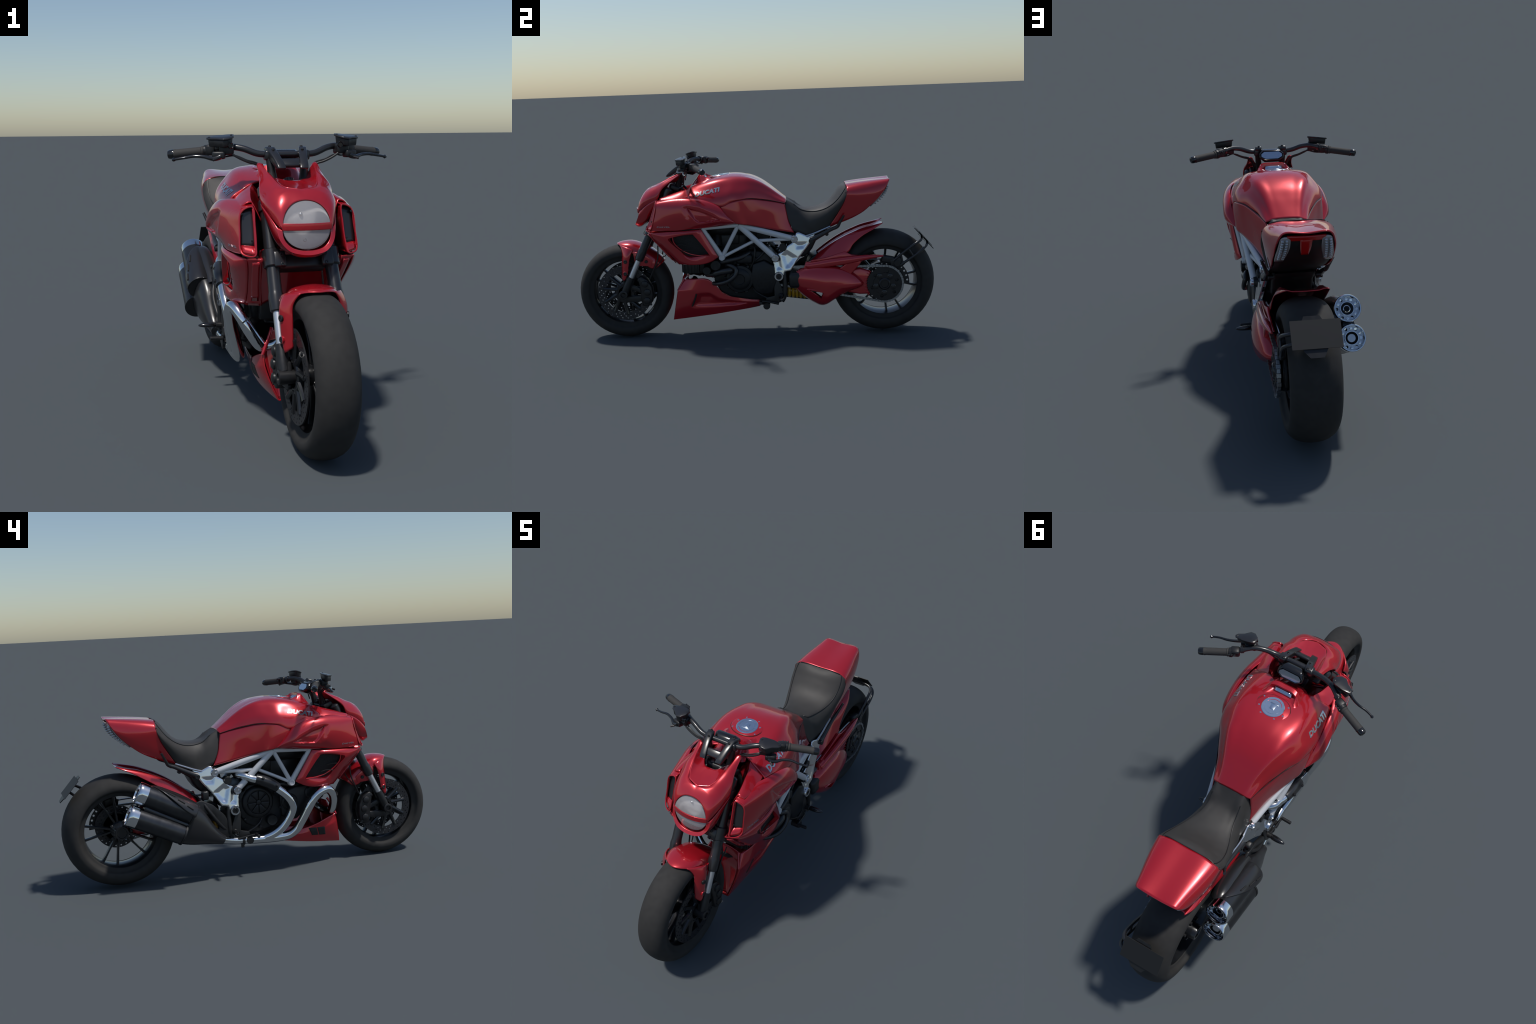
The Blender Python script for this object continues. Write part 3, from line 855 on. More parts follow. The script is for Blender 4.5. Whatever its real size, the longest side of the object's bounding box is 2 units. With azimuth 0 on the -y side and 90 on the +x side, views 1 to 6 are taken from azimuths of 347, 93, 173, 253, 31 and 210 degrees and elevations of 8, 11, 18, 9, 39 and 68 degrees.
# ================================================================== FRONT FORK
def fork_pt(s, t, dx=0):
    """point on the leg: t = 0 at the axle height, 1 at the upper clamp"""
    a, b = Vector((.105, -.716, .300)), Vector((.098, -.428, .885))
    p = a.lerp(b, t); return Vector((s * p.x + dx, p.y, p.z))
for s in (1, -1):
    D = fork_pt(s, 1) - fork_pt(s, 0); L = D.length
    leg = lathe("fork_leg", fork_pt(s, .27), D, [(0, .020), (.004, .0235), (.05, .0255), (.062, .0235), (.07, .0225), (L * .52, .022), (L * .66, .0215)], SATIN, 28)
    lathe("fork_stanchion", fork_pt(s, .065), D, [(0, .0155), (L * .24, .0155)], STANCH, 24, leg)
    # fork bottom with axle clamp
    lathe("fork_bottom", fork_pt(s, -.04), D, [(0, .014), (.006, .020), (.03, .021), (.085, .0200), (.095, .0185), (.095, .0145)], BLACK, 22, leg)
    lathe("axle_clamp", (s * .070, -.733, .267), (s, 0, 0), [(0, .022), (.05, .024), (.056, .024), (.058, .021), (.058, .014), (.050, .013), (.050, 0)], BLACK, 26, leg)
    box("axle_clamp", (s * .100, -.722, .288), (.040, .036, .05), BLACK, leg, Matrix.Rotation(-.45, 3, "X"), bev=.008)
    # lower yoke clamp
    yk = lathe("yoke_clamp", fork_pt(s, .50), D, [(0, .027), (.003, .030), (.058, .030), (.061, .027)], SATIN, 24)
    blk = box("yoke_clamp", fork_pt(s, .55) + Vector((-s * .020, -.026, 0)), (.040, .020, .054), SATIN, yk, Matrix.Rotation(-.46, 3, "X"), bev=.005)
    for k in (.525, .575):
        lathe("clamp_bolt", fork_pt(s, k) + Vector((-s * .026, -.033, 0)), (0, -.9, .4), [(0, .0065), (.006, .0065), (.007, .005), (.007, .0035), (.003, .003), (.003, 0)], BLACK, 10, yk)
    lathe("fork_cap", fork_pt(s, .885), D, [(0, .022), (.0, .0245), (.03, .0245), (.034, .021), (.04, .012), (.04, 0)], SATIN, 22, leg)
    lathe("yoke_ring", fork_pt(s, .80), D, [(0, .026), (.002, .0275), (.036, .0275), (.038, .026)], SATIN, 22, leg)
    # caliper behind the fork leg, with hose
    cal = [(-.655, .355), (-.630, .365), (-.598, .345), (-.575, .300), (-.570, .255), (-.578, .215), (-.600, .190), (-.628, .198), (-.636, .235), (-.640, .285), (-.648, .325)]
    c = side_plate("brake_caliper", [(y, z) for y, z in cal], .106, .058, BLACK, bev=.008)
    for k, (y, z) in enumerate(((-.612, .322), (-.600, .275), (-.604, .228))):
        lathe("caliper_piston", (.104, y, z), (1, 0, 0), [(0, .020), (.008, .018), (.012, .012), (.012, 0)], BLACK, 18, c)
    side_plate("caliper_bracket", [(-.735, .295), (-.70, .325), (-.62, .285), (-.628, .262), (-.70, .295), (-.725, .275)], .094, .012, BLACK, parent=c, bev=.003)
    side_plate("caliper_bracket", [(-.735, .235), (-.72, .250), (-.62, .255), (-.615, .228), (-.66, .215), (-.725, .222)], .094, .012, BLACK, parent=c, bev=.003)
    for (y, z) in ((-.585, .205), (-.645, .345)):
        lathe("caliper_bolt", (.100, y, z), (1, 0, 0), [(0, .007), (.006, .007), (.007, .005), (.007, 0)], BLACK, 8, c)
    tube("brake_hose", [(.085, -.588, .345), (.088, -.560, .40), (.09, -.535, .46), (.085, -.530, .53), (.078, -.53, .60)], .0035, BLACK, 8, parent=c)
    tube("sensor_wire", [(.083, -.575, .36), (.082, -.548, .41), (.088, -.515, .45), (.090, -.50, .475)], .0028, BLACK, 6, parent=c)
    if s < 0:
        for ob in [c, *c.children]:
            ob.data.transform(Matrix.Scale(-1, 4, (1, 0, 0))); ob.data.flip_normals()
# yokes
box("yoke", (0, -.545, .600), (.17, .06, .05), BLACK, rot=Matrix.Rotation(-.46, 3, "X"), bev=.01)
uy = box("yoke", (0, -.415, .850), (.20, .055, .028), BLACK, rot=Matrix.Rotation(-.46, 3, "X"), bev=.008)
tube("steering_stem", [(0, -.55, .59), (0, -.41, .86)], .026, BLACK, 18, parent=uy, smooth=False)
lathe("stem_nut", (0, -.405, .862), (0, .44, .9), [(0, .018), (.012, .018), (.014, .015), (.014, .009), (.006, .008), (.006, 0)], SATIN, 18, uy)
box("head_tube", (0, -.44, .735), (.075, .085, .14), BLACK, rot=Matrix.Rotation(-.46, 3, "X"), bev=.015)
for s in (1, -1):
    tube("bar_riser", [(s * .055, -.405, .855), (s * .058, -.392, .90), (s * .062, -.378, .955)], [.020, .015, .015], BLACK, 14, parent=uy)
    tube("frame_loom", [(s * .03, -.35, .80), (s * .05, -.38, .84), (s * .045, -.42, .87), (s * .03, -.45, .86)], .006, BLACK, 8, parent=uy)

# ---- mudguard hugging the front tyre
def mg(theta, r, x):
    t = math.radians(theta)
    return (x, FW.y + r * math.cos(t), FW.z + r * math.sin(t))
MUD = [[(0, -.775, .542), (.030, -.766, .541), (.054, -.749, .535), (.067, -.739, .525), (.076, -.735, .505)],
       [(0, -.742, .552), (.034, -.736, .549), (.061, -.723, .541), (.077, -.713, .526), (.086, -.705, .502)],
       [(0, -.690, .554), (.037, -.687, .550), (.067, -.680, .540), (.084, -.676, .520), (.091, -.672, .492)]]
for th, dr, xs, side_r in ((70, .003, .088, .224), (56, .002, .090, .214), (44, .001, .086, .208), (36.5, 0, .076, .225)):
    R0 = .284 + dr
    MUD.append([mg(th, R0, 0), mg(th, R0 - .004, xs * .45), mg(th, R0 - .016, xs * .80), mg(th, (R0 - .016 + side_r) / 2 - .002, xs * .98), mg(th, side_r, xs * 1.0)])
mud = patch("mudguard", MUD, RED, m=6, thick=.003, half=True, out=(0, .4, 1), centre=FW, angle=60)
for s in (1, -1):
    f = lambda pts: [(s * x, y, z) for x, y, z in pts]
    legp = patch("mudguard_stay", [f([(.054, -.750, .537), (.078, -.722, .534), (.094, -.694, .528), (.100, -.666, .515)]),
        f([(.077, -.735, .498), (.096, -.722, .492), (.112, -.700, .486), (.108, -.684, .476)]),
        f([(.079, -.738, .450), (.098, -.728, .446), (.112, -.708, .442), (.108, -.694, .436)]),
        f([(.079, -.742, .400), (.098, -.733, .398), (.110, -.714, .394), (.106, -.702, .390)]),
        f([(.080, -.744, .362), (.098, -.738, .350), (.104, -.730, .345), (.103, -.722, .345)])], RED, m=5, thick=.004, out=(s, -.6, 0), parent=mud)
    for (x, y, z) in ((.109, -.711, .452), (.108, -.716, .384)):
        lathe("stay_bolt", (s * x, y, z), (s, -.35, 0), [(0, .011), (.005, .011), (.0065, .009), (.0065, .004), (.004, 0)], BLACK, 14, mud)
    rod("stay_boss", (s * .090, -.716, .384), (s * .112, -.718, .384), .013, RED, 14, mud)
    side_plate("mudguard_bracket", [(-.67, .50), (-.62, .50), (-.56, .45), (-.575, .42), (-.66, .425)], (lambda y, z: .094) , .005, RED, parent=mud, bev=.001) if s > 0 else \
        side_plate("mudguard_bracket", [(-.67, .50), (-.62, .50), (-.56, .45), (-.575, .42), (-.66, .425)], (lambda y, z: -.089), .005, RED, parent=mud, bev=.001)
    rod("stay_bolt", (s * .09, -.598, .447), (s * .102, -.598, .447), .009, BLACK, 12, mud)

# ================================================================== HANDLEBAR
bar = tube("handlebar", [(-.392, -.226, .963), (-.33, -.254, .9690), (-.275, -.279, .976), (-.235, -.305, .984), (-.19, -.340, .990), (-.15, -.358, .984), (-.105, -.372, .967), (-.07, -.376, .963), (0, -.377, .963),
                        (.07, -.376, .963), (.105, -.372, .967), (.15, -.358, .984), (.19, -.340, .990), (.235, -.305, .984), (.275, -.279, .976), (.33, -.254, .969), (.392, -.226, .963)], .0115, SATIN, 16, 5)
for s in (1, -1):
    X_ = lambda v: (s * v[0], v[1], v[2])
    g0, g1 = Vector(X_((.272, -.279, .9755))), Vector(X_((.372, -.235, .9655)))
    ga = (g1 - g0)
    Lg = ga.length
    grip = lathe("grip", g0, ga, [(0, .017), (.003, .0185), (.008, .0185), (.011, .0162)] + [(.011 + k * (Lg - .02) / 20, .0160 + (.0004 if k % 2 else 0)) for k in range(21)] + [(Lg - .006, .0172), (Lg, .0168)], GRIP, 24, bar)
    lathe("bar_end", g1, ga, [(0, .0162), (.003, .0168), (.016, .0165), (.022, .014), (.024, .009), (.021, .006), (.021, 0)], GLOSS, 22, bar)
    # switch housing
    sw = box("switch_housing", X_((.250, -.293, .979)), (.040, .036, .038), BLACK, bar, Matrix.Rotation(s * .42, 3, "Z"), bev=.008)
    lathe("switch_housing", g0 - ga.normalized() * .014, ga, [(0, .019), (.002, .021), (.012, .021), (.014, .019)], BLACK, 20, bar)
    for k in range(3):
        rod("switch_button", X_((.240 + .010 * k, -.276 + .004 * k, .983)), X_((.243 + .010 * k, -.268 + .004 * k, .990)), .004, SATIN, 8, bar)
    lathe("bar_clamp_ring", X_((.222, -.316, .9865)), X_((.8, .45, -.12)), [(0, .014), (.0, .0165), (.012, .0165), (.012, .014)], SATIN, 18, bar)
    # fluid reservoir on its master cylinder
    top = [(.180, -.352), (.186, -.372), (.205, -.388), (.226, -.388), (.246, -.366), (.270, -.352), (.276, -.340), (.270, -.330), (.236, -.328), (.200, -.334), (.186, -.340)]
    def tz(x, y, t): return (s * x, y, 1.026 - (x - .18) * .125 + (y + .357) * .22 - t)
    lid = plate("reservoir_lid", [top], lambda a, b, t: tz(a, b, t), .007, SATIN, bar, bev=.002)
    cx, cy = .226, -.357
    body = plate("reservoir", [[(cx + (a - cx) * .90, cy + (b - cy) * .90) for a, b in top]], lambda a, b, t: (lambda p: (s * (cx + (a - cx) * (1 - t * 3)) , cy + (b - cy) * (1 - t * 3), p[2] - .006))(tz(a, b, t)), .026, BLACK, bar, bev=.004)
    for a, b in ((.190, -.352), (.266, -.341)):
        lathe("lid_screw", tz(a, b, .0005), (0, 0, 1), [(0, .0045), (.0015, .0042), (.002, .0015), (.001, 0)], BLACK, 10, lid)
    mc = box("master_cylinder", X_((.207, -.352, .980)), (.050, .038, .036), BLACK, bar, Matrix.Rotation(s * .3, 3, "Z"), bev=.008)
    lathe("sight_glass", X_((.198, -.372, .995)), (-s * .3, -.95, 0), [(0, .011), (.006, .011), (.008, .009), (.006, .007), (.006, 0)], GLOSS, 16, mc)
    box("lever_perch", X_((.236, -.360, .962)), (.045, .030, .026), BLACK, bar, Matrix.Rotation(s * .35, 3, "Z"), bev=.006)
    lev = tube("lever", [X_((.232, -.372, .958)), X_((.255, -.368, .951)), X_((.285, -.347, .957)), X_((.318, -.334, .959)), X_((.352, -.330, .954)), X_((.385, -.320, .9485))], [.010, .0085, .0062, .0055, .0048, .0045], GLOSS, 12, 5, parent=bar)
    lathe("lever_ball", X_((.386, -.3195, .9482)), X_((.9, .3, -.1)), [(-.0075, 0), (-.006, .0045), (0, .0072), (.006, .0045), (.0075, 0)], GLOSS, 14, bar)
    rod("lever_adjuster", X_((.244, -.378, .952)), X_((.262, -.388, .946)), .0045, BLACK, 10, bar)
    # hoses from the master cylinder down to the steering head
    tube("hose", [X_((.190, -.371, .965)), X_((.165, -.376, .950)), X_((.135, -.378, .937)), X_((.105, -.377, .927)), X_((.085, -.39, .900)), X_((.08, -.42, .83))], .0042, BLACK, 8, parent=bar)
    tube("hose", [X_((.245, -.300, .962)), X_((.215, -.335, .956)), X_((.180, -.362, .960)), X_((.140, -.372, .944)), X_((.100, -.372, .930)), X_((.075, -.38, .88))], .003, BLACK, 8, parent=bar)
for o in (bar, *bar.children_recursive):
    if o.name.startswith(("reservoir", "lid_screw")): continue
    o.data.transform(Matrix.Translation((0, .001, -.005)))
# bar clamp: two arms reaching forward, joined by a bridge
clampobjs = []
for s in (1, -1):
    arm = [(-.358, .952), (-.352, .975), (-.360, .985), (-.380, .983), (-.420, .957), (-.455, .930), (-.470, .914), (-.462, .908), (-.445, .912), (-.412, .930), (-.385, .945)]
    V = lambda a, b, t: (s * (.073 + (a + .37) * .20 - t), a, b)
    clampobjs.append(plate("bar_clamp", [arm], V, .029, SATIN, bev=.004))
    clampobjs.append(box("bar_clamp", (s * .066, -.374, .955), (.030, .038, .036), SATIN, bev=.008))
clampobjs.append(box("bar_clamp", (0, -.434, .929), (.090, .036, .016), SATIN, rot=Matrix.Rotation(.75, 3, "X"), bev=.006))
bc = joined("bar_clamp", clampobjs)
for s in (1, -1):
    for (x, y, z) in ((.068, -.362, .985), (.063, -.393, .975)):
        lathe("clamp_bolt", (s * (x - .011), y, z - .002), (0, -.3, 1), [(0, .0055), (.004, .0055), (.005, .004), (.002, .003), (.002, 0)], BLACK, 10, bc)
# instrument: dark pod with a bright display
INST = [[(-.030, -.366, .958), (-.032, -.358, .972), (-.030, -.345, .976), (0, -.345, .977), (.030, -.345, .976), (.032, -.358, .972), (.030, -.366, .958)],]
def inst_ring(y, z, hw, hh, tilt):
    pts = []
    for a, b in ((-1, -.35), (-1, .35), (-.72, 1), (.72, 1), (1, .35), (1, -.35), (.6, -1), (-.6, -1)):
        pts.append((a * hw, y + b * hh * math.sin(tilt), z + b * hh * math.cos(tilt)))
    return pts
rings = [inst_ring(-.368, .950, .030, .012, 0), inst_ring(-.355, .945, .048, .026, -.1), inst_ring(-.332, .944, .058, .032, -.35), inst_ring(-.318, .947, .060, .028, -.5), inst_ring(-.312, .949, .055, .022, -.5), inst_ring(-.317, .9475, .053, .0200, -.5)]
V = [p for r in rings for p in r]
F = grid_faces(len(rings), 8, False, True) + [tuple(range(8)), tuple((len(rings) - 1) * 8 + k for k in range(8))]
inst = bevel(make("instrument", V, F, GLOSS, None), .003)
disp = inst_ring(-.3135, .9490, .050, .0175, -.5)
make("instrument_display", disp, [tuple(range(8))], MIRROR, inst)
# ================================================================== TRELLIS FRAME
NODE = {"A": (.190, -.268, .642), "B": (.174, -.071, .650), "C": (.155, -.169, .472), "D": (.108, .226, .554), "E": (.142, .120, .458), "F": (.150, .010, .557), "G": (.150, -.40, .70)}
def trellis(s):
    P = {k: Vector((s * x, y, z)) for k, (x, y, z) in NODE.items()}
    bars = [("A", "B", .0125), ("A", "C", .0145), ("B", "C", .0112), ("B", "E", .0158), ("B", "D", .0158), ("C", "F", .0088), ("F", "D", .0092), ("A", "G", .013)]
    objs = [tube("trellis_frame", [P[a], P[b]], r, FRAMEM, 18, smooth=False) for a, b, r in bars]
    f = joined("trellis_frame", objs)
    for k, r in (("C", .0165), ("D", .0205), ("E", .0205)):
        c = P[k] + Vector((-s * .012, 0, 0))
        lathe("frame_bolt", c, (s, 0, 0), [(0, r * 1.1), (.016, r * 1.1), (.018, r), (.028, r), (.031, r * .88), (.031, r * .66), (.028, r * .62), (.028, 0)], FRAMEM if k == "C" else ALU, 26, f)
        if k != "C":
            lathe("bolt_gasket", c, (s, 0, 0), [(0, r * 1.2), (.016, r * 1.2), (.018, r * 1.1)], BLACK, 24, f)
    return f
for s in (1, -1): trellis(s)

# ---- cast aluminium side plates between frame, seat and swingarm pivot
SUB = [(.236, .590), (.252, .592), (.300, .570), (.345, .588), (.338, .566), (.318, .540), (.306, .520), (.284, .492), (.256, .458), (.236, .432), (.218, .404), (.204, .382), (.172, .376), (.163, .350),
       (.150, .334), (.135, .330), (.120, .336), (.112, .352), (.111, .385), (.107, .420), (.101, .452), (.110, .474), (.134, .478), (.157, .487), (.172, .503), (.184, .518), (.208, .533), (.226, .548)]
def subx(y, z): return .117 + (.57 - z) * .138
POCKETS = [([(.150, .474), (.182, .500), (.246, .458), (.222, .420), (.200, .398), (.172, .392)], .008, .022),
           ([(.116, .440), (.148, .470), (.160, .392), (.124, .384)], .006, .016),
           ([(.222, .540), (.304, .540), (.280, .500), (.232, .495)], .005, .020)]
def sub_side(s):
    inner = [(y, z) for y in np.arange(.10, .35, .005) for z in np.arange(.325, .60, .005) if in_poly(y, z, SUB) and poly_dist(y, z, SUB) > .003]
    pts = [Vector(p) for p in SUB + inner]; n = len(SUB)
    v, _, f_, *_r = delaunay_2d_cdt(pts, [(k, (k + 1) % n) for k in range(n)], [], 1, 1e-6)
    def height(y, z):
        d = poly_dist(y, z, SUB)
        h = -.004 * max(0, 1 - d / .006) ** 2
        for poly, depth, soft in POCKETS:
            if in_poly(y, z, poly):
                q = min(1, poly_dist(y, z, poly) / soft); h -= depth * q * q * (3 - 2 * q)
        return h
    V = [(subx(p[0], p[1]) + height(p[0], p[1]), p[0], p[1]) for p in v]
    o = make("frame_plate", V, f_, ALU, None, 60)
    outward(o, (1, 0, 0)); solid(o, .020)
    x = subx(.137, .354)
    lathe("pivot_boss", (x - .022, .137, .355), (1, 0, 0), [(0, .026), (.026, .026), (.030, .0235), (.030, .0165), (.022, .016), (.022, 0)], ALU, 28, o)
    lathe("pivot_cap", (x - .004, .137, .355), (1, 0, 0), [(0, .016), (.010, .0155), (.012, .013), (.012, .008), (.007, .007), (.007, 0)], GLOSS, 22, o)
    if s < 0:
        for ob in [o, *o.children]:
            ob.data.transform(Matrix.Scale(-1, 4, (1, 0, 0))); ob.data.flip_normals()
    # seat rail and folded passenger peg arm
    X_ = lambda v: (s * v[0], v[1], v[2])
    tube("seat_rail", [X_((.112, .290, .568)), X_((.114, .335, .582)), X_((.113, .38, .600)), X_((.112, .425, .618))], .0062, STEEL, 8, parent=o)
    tube("peg_arm", [X_((.118, .315, .548)), X_((.118, .345, .560)), X_((.119, .385, .580)), X_((.120, .43, .603)), X_((.123, .463, .618)), X_((.134, .478, .645)), X_((.147, .498, .681))],
         [.017, .014, .012, .010, .0095, .0072, .0062], SATIN, 12, 5, parent=o)
    rod("peg_hinge", X_((.105, .318, .543)), X_((.133, .318, .543)), .013, BLACK, 14, o)
    rod("seat_lock", X_((.09, .405, .575)), X_((.112, .405, .575)), .010, BLACK, 12, o)
    return o
plates = {s: sub_side(s) for s in (1, -1)}
# black inner structure under the seat
UN = [(.20, .590), (.30, .575), (.36, .590), (.41, .590), (.385, .560), (.345, .535), (.325, .495), (.300, .462), (.27, .445), (.22, .46), (.18, .50)]
side_plate("seat_tray", UN, .090, .18, BLACK, bev=.012)

# ================================================================== ENGINE
CASE = [(-.205, .420), (-.225, .330), (-.190, .265), (-.130, .232), (-.02, .215), (.07, .210), (.130, .245), (.150, .30), (.140, .42), (.085, .485), (.01, .50), (-.07, .485), (-.14, .45)]
engine = side_plate("engine_case", CASE, .105, .21, CAST, bev=.014)
# left side: alternator cover, sprocket cover, hoses
al = lathe("alternator_cover", (.100, -.078, .345), (1, 0, 0), [(0, .080), (.032, .080), (.044, .073), (.047, .060), (.050, .058), (.056, .045), (.058, .030), (.054, .026), (.054, 0)], CAST, 36, engine)
for k in range(9):
    a = math.radians(40 * k + 15)
    lathe("cover_bolt", (.124, -.078 + .080 * math.cos(a), .345 + .080 * math.sin(a)), (1, 0, 0), [(0, .009), (.014, .008), (.016, .005), (.016, 0)], CAST, 8, al)
side_plate("sprocket_cover", [(-.005, .425), (.06, .445), (.115, .41), (.125, .33), (.10, .262), (.04, .255), (0, .28), (-.02, .34)], .146, .05, CAST, parent=engine, bev=.008)
lathe("sprocket_cover_boss", (.120, .014, .372), (1, 0, 0), [(0, .022), (.016, .020), (.020, .014), (.018, .008), (.018, 0)], CAST, 18, engine)
side_plate("sump", [(-.15, .245), (-.02, .228), (.10, .225), (.135, .25), (.12, .195), (.05, .175), (-.10, .190)], .075, .15, CAST, parent=engine, bev=.012)
# right side: clutch cover with an eight-petal face, oil filter
cl = lathe("clutch_cover", (-.101, .008, .383), (-1, 0, 0), [(0, .085), (.025, .085), (.036, .080), (.041, .072), (.041, .063), (.036, .061), (.036, 0)], CAST, 40, engine)
for k in range(8):
    a0 = math.radians(45 * k + 4); a1 = math.radians(45 * k + 41)
    pts = [(.014 * math.cos(a), .014 * math.sin(a)) for a in (a1, (a0 + a1) / 2, a0)] + [(.058 * math.cos(a), .058 * math.sin(a)) for a in np.linspace(a0, a1, 7)]
    plate("clutch_petal", [pts], lambda a, b, t: (-.145 + t + .07 * (a * a + b * b), .008 + a, .383 + b), .008, CAST, cl, bev=.002)
lathe("clutch_hub", (-.136, .008, .383), (-1, 0, 0), [(0, .013), (.010, .012), (.012, .006), (.012, 0)], CAST, 18, cl)
lathe("oil_filter", (-.115, -.063, .280), (-1, 0, 0), [(0, .030), (.022, .030), (.028, .026), (.026, .02), (.026, 0)], CAST, 24, engine)
side_plate("clutch_case", [(-.11, .44), (-.06, .475), (.05, .478), (.11, .43), (.115, .33), (.07, .27), (-.02, .232), (-.10, .25), (-.135, .32)], -.095, .024, CAST, parent=engine, bev=.008)
for (y, z) in ((-.09, .42), (-.115, .34), (-.08, .262), (.0, .25), (.08, .295), (.105, .40), (.07, .455), (-.03, .468)):
    lathe("case_bolt", (-.118, y, z), (-1, 0, 0), [(0, .008), (.012, .007), (.014, .004), (.014, 0)], CAST, 8, engine)
for k in range(2):
    lathe("case_plug", (-.10, .092, .46 + .0 * k), (-1, 0, 0), [(0, .020), (.03, .019), (.034, .014), (.034, 0)], CAST, 16, engine)
# front cylinder lying forward, rear cylinder standing up, both finned
def cylinder(base, top, r, name):
    base, top = Vector(base), Vector(top); L = (top - base).length
    prof = [(0, r)]
    n = 7
    for k in range(n):
        a = L * (.15 + .5 * k / n)
        prof += [(a, r * .92), (a, r), (a + L * .03, r), (a + L * .03, r * .92)]
    prof += [(L * .68, r * 1.04), (L * .94, r * 1.0), (L, r * .8), (L, 0)]
    c = lathe(name, base, top - base, prof, CAST, 28, engine)
    return c
cylinder((0, -.14, .375), (0, -.375, .425), .068, "cylinder")
cylinder((0, -.02, .43), (0, .04, .640), .070, "cylinder")
box("cylinder_head", (0, -.330, .415), (.165, .10, .10), CAST, engine, Matrix.Rotation(.2, 3, "X"), bev=.014)
hd = box("cylinder_head", (0, .030, .590), (.17, .12, .09), CAST, engine, Matrix.Rotation(-.25, 3, "X"), bev=.014)
for s in (1, -1):
    lathe("cam_cover", (s * .075, .055, .575), (s, 0, 0), [(0, .040), (.020, .040), (.026, .034), (.026, 0)], CAST, 22, engine)
    lathe("cam_cover", (s * .075, -.315, .425), (s, 0, 0), [(0, .036), (.018, .036), (.024, .03), (.024, 0)], CAST, 22, engine)
    rod("solenoid", (s * .090, .163, .510), (s * .135, .163, .510), .020, BLACK, 18, engine)
airbox = box("airbox", (0, -.16, .665), (.24, .30, .16), BLACK, bev=.03)
box("throttle_body", (0, -.10, .570), (.12, .09, .07), BLACK, airbox, bev=.015)
box("intake_plenum", (0, -.135, .535), (.165, .21, .12), BLACK, airbox, bev=.02)
box("injector_rail", (.07, -.10, .56), (.05, .05, .06), BLACK, airbox, bev=.008)
box("injector_rail", (-.07, -.06, .56), (.05, .05, .06), BLACK, airbox, bev=.008)
box("battery_box", (0, .13, .62), (.15, .16, .10), BLACK, bev=.012)
rod("intake_funnel", (.06, -.20, .60), (.10, -.20, .52), .028, BLACK, 18, airbox)
tube("coolant_hose", [(.10, -.26, .370), (.140, -.22, .378), (.160, -.175, .392), (.158, -.13, .398), (.12, -.10, .40)], .018, SATIN, 14, parent=engine)
tube("coolant_hose", [(.115, -.225, .318), (.160, -.175, .328), (.172, -.130, .347), (.172, -.098, .377), (.166, -.095, .404), (.160, -.118, .422), (.140, -.15, .425)], .012, SATIN, 12, parent=engine)
rod("water_pump", (.09, -.205, .430), (.176, -.205, .430), .027, CAST, 20, engine)
rod("water_pump", (.09, -.255, .400), (.168, -.255, .400), .022, CAST, 18, engine)
box("starter_motor", (.125, -.05, .455), (.05, .09, .05), CAST, engine, bev=.012)
tube("coolant_hose", [(.14, -.19, .44), (.150, -.13, .452), (.146, -.06, .468), (.12, -.02, .490)], .013, SATIN, 12, parent=engine)
tube("cable", [(.12, -.03, .425), (.125, .02, .45), (.12, .06, .49), (.10, .09, .54)], .006, BLACK, 8, parent=engine)
tube("cable", [(.125, -.02, .400), (.132, .0, .44), (.128, .01, .50), (.10, .0, .55)], .005, BLACK, 8, parent=engine)
side_plate("cylinder_cover", [(-.36, .445), (-.30, .455), (-.20, .445), (-.11, .41), (-.12, .29), (-.20, .265), (-.28, .33), (-.36, .37)], -.085, .045, CAST, parent=engine, bev=.012)
lathe("belt_cover", (-.125, -.165, .365), (-1, 0, 0), [(0, .045), (.012, .044), (.018, .036), (.018, 0)], CAST, 24, engine)
lathe("belt_cover", (-.125, -.285, .405), (-1, 0, 0), [(0, .036), (.012, .035), (.018, .028), (.018, 0)], CAST, 24, engine)
tube("cable", [(-.11, .02, .47), (-.12, .06, .50), (-.11, .11, .53), (-.09, .15, .56)], .006, BLACK, 8, parent=engine)
tube("coolant_hose", [(-.10, -.08, .45), (-.11, -.13, .46), (-.11, -.19, .45), (-.10, -.25, .44)], .014, SATIN, 12, parent=engine)
for k in range(6):
    a = random.random()
    rod("engine_fitting", (.10, -.19 + .05 * k, .43 + .02 * math.sin(k * 2.1)), (.125, -.19 + .05 * k, .43 + .02 * math.sin(k * 2.1)), .009 + .004 * a, CAST, 12, engine)

# ================================================================== BELLY PAN
# half sections (top edge, waist, bottom edge) from the front lip back to the tail; the left wall stands higher
def belly(s, top):
    rows = []
    for y_t, z_t, x_t, y_w, z_w, x_w, y_b, z_b, x_b in top:
        rows.append([(s * x_t, y_t, z_t), (s * x_w, y_w, z_w), (s * (x_w + x_b) / 2 + s * .004, (y_w + y_b) / 2, (z_w + z_b) / 2), (s * x_b, y_b, z_b), (0, y_b, z_b - .003)])
    return rows
LEFT = [(-.388, .342, .088, -.430, .280, .108, -.468, .103, .064), (-.345, .346, .110, -.37, .278, .119, -.40, .112, .072), (-.262, .345, .118, -.28, .276, .120, -.31, .124, .080),
        (-.214, .306, .113, -.215, .252, .116, -.22, .137, .088), (-.160, .246, .100, -.155, .215, .100, -.13, .149, .081), (-.06, .233, .088, -.05, .205, .092, -.04, .160, .070), (.02, .222, .08, .03, .200, .084, .026, .170, .062)]
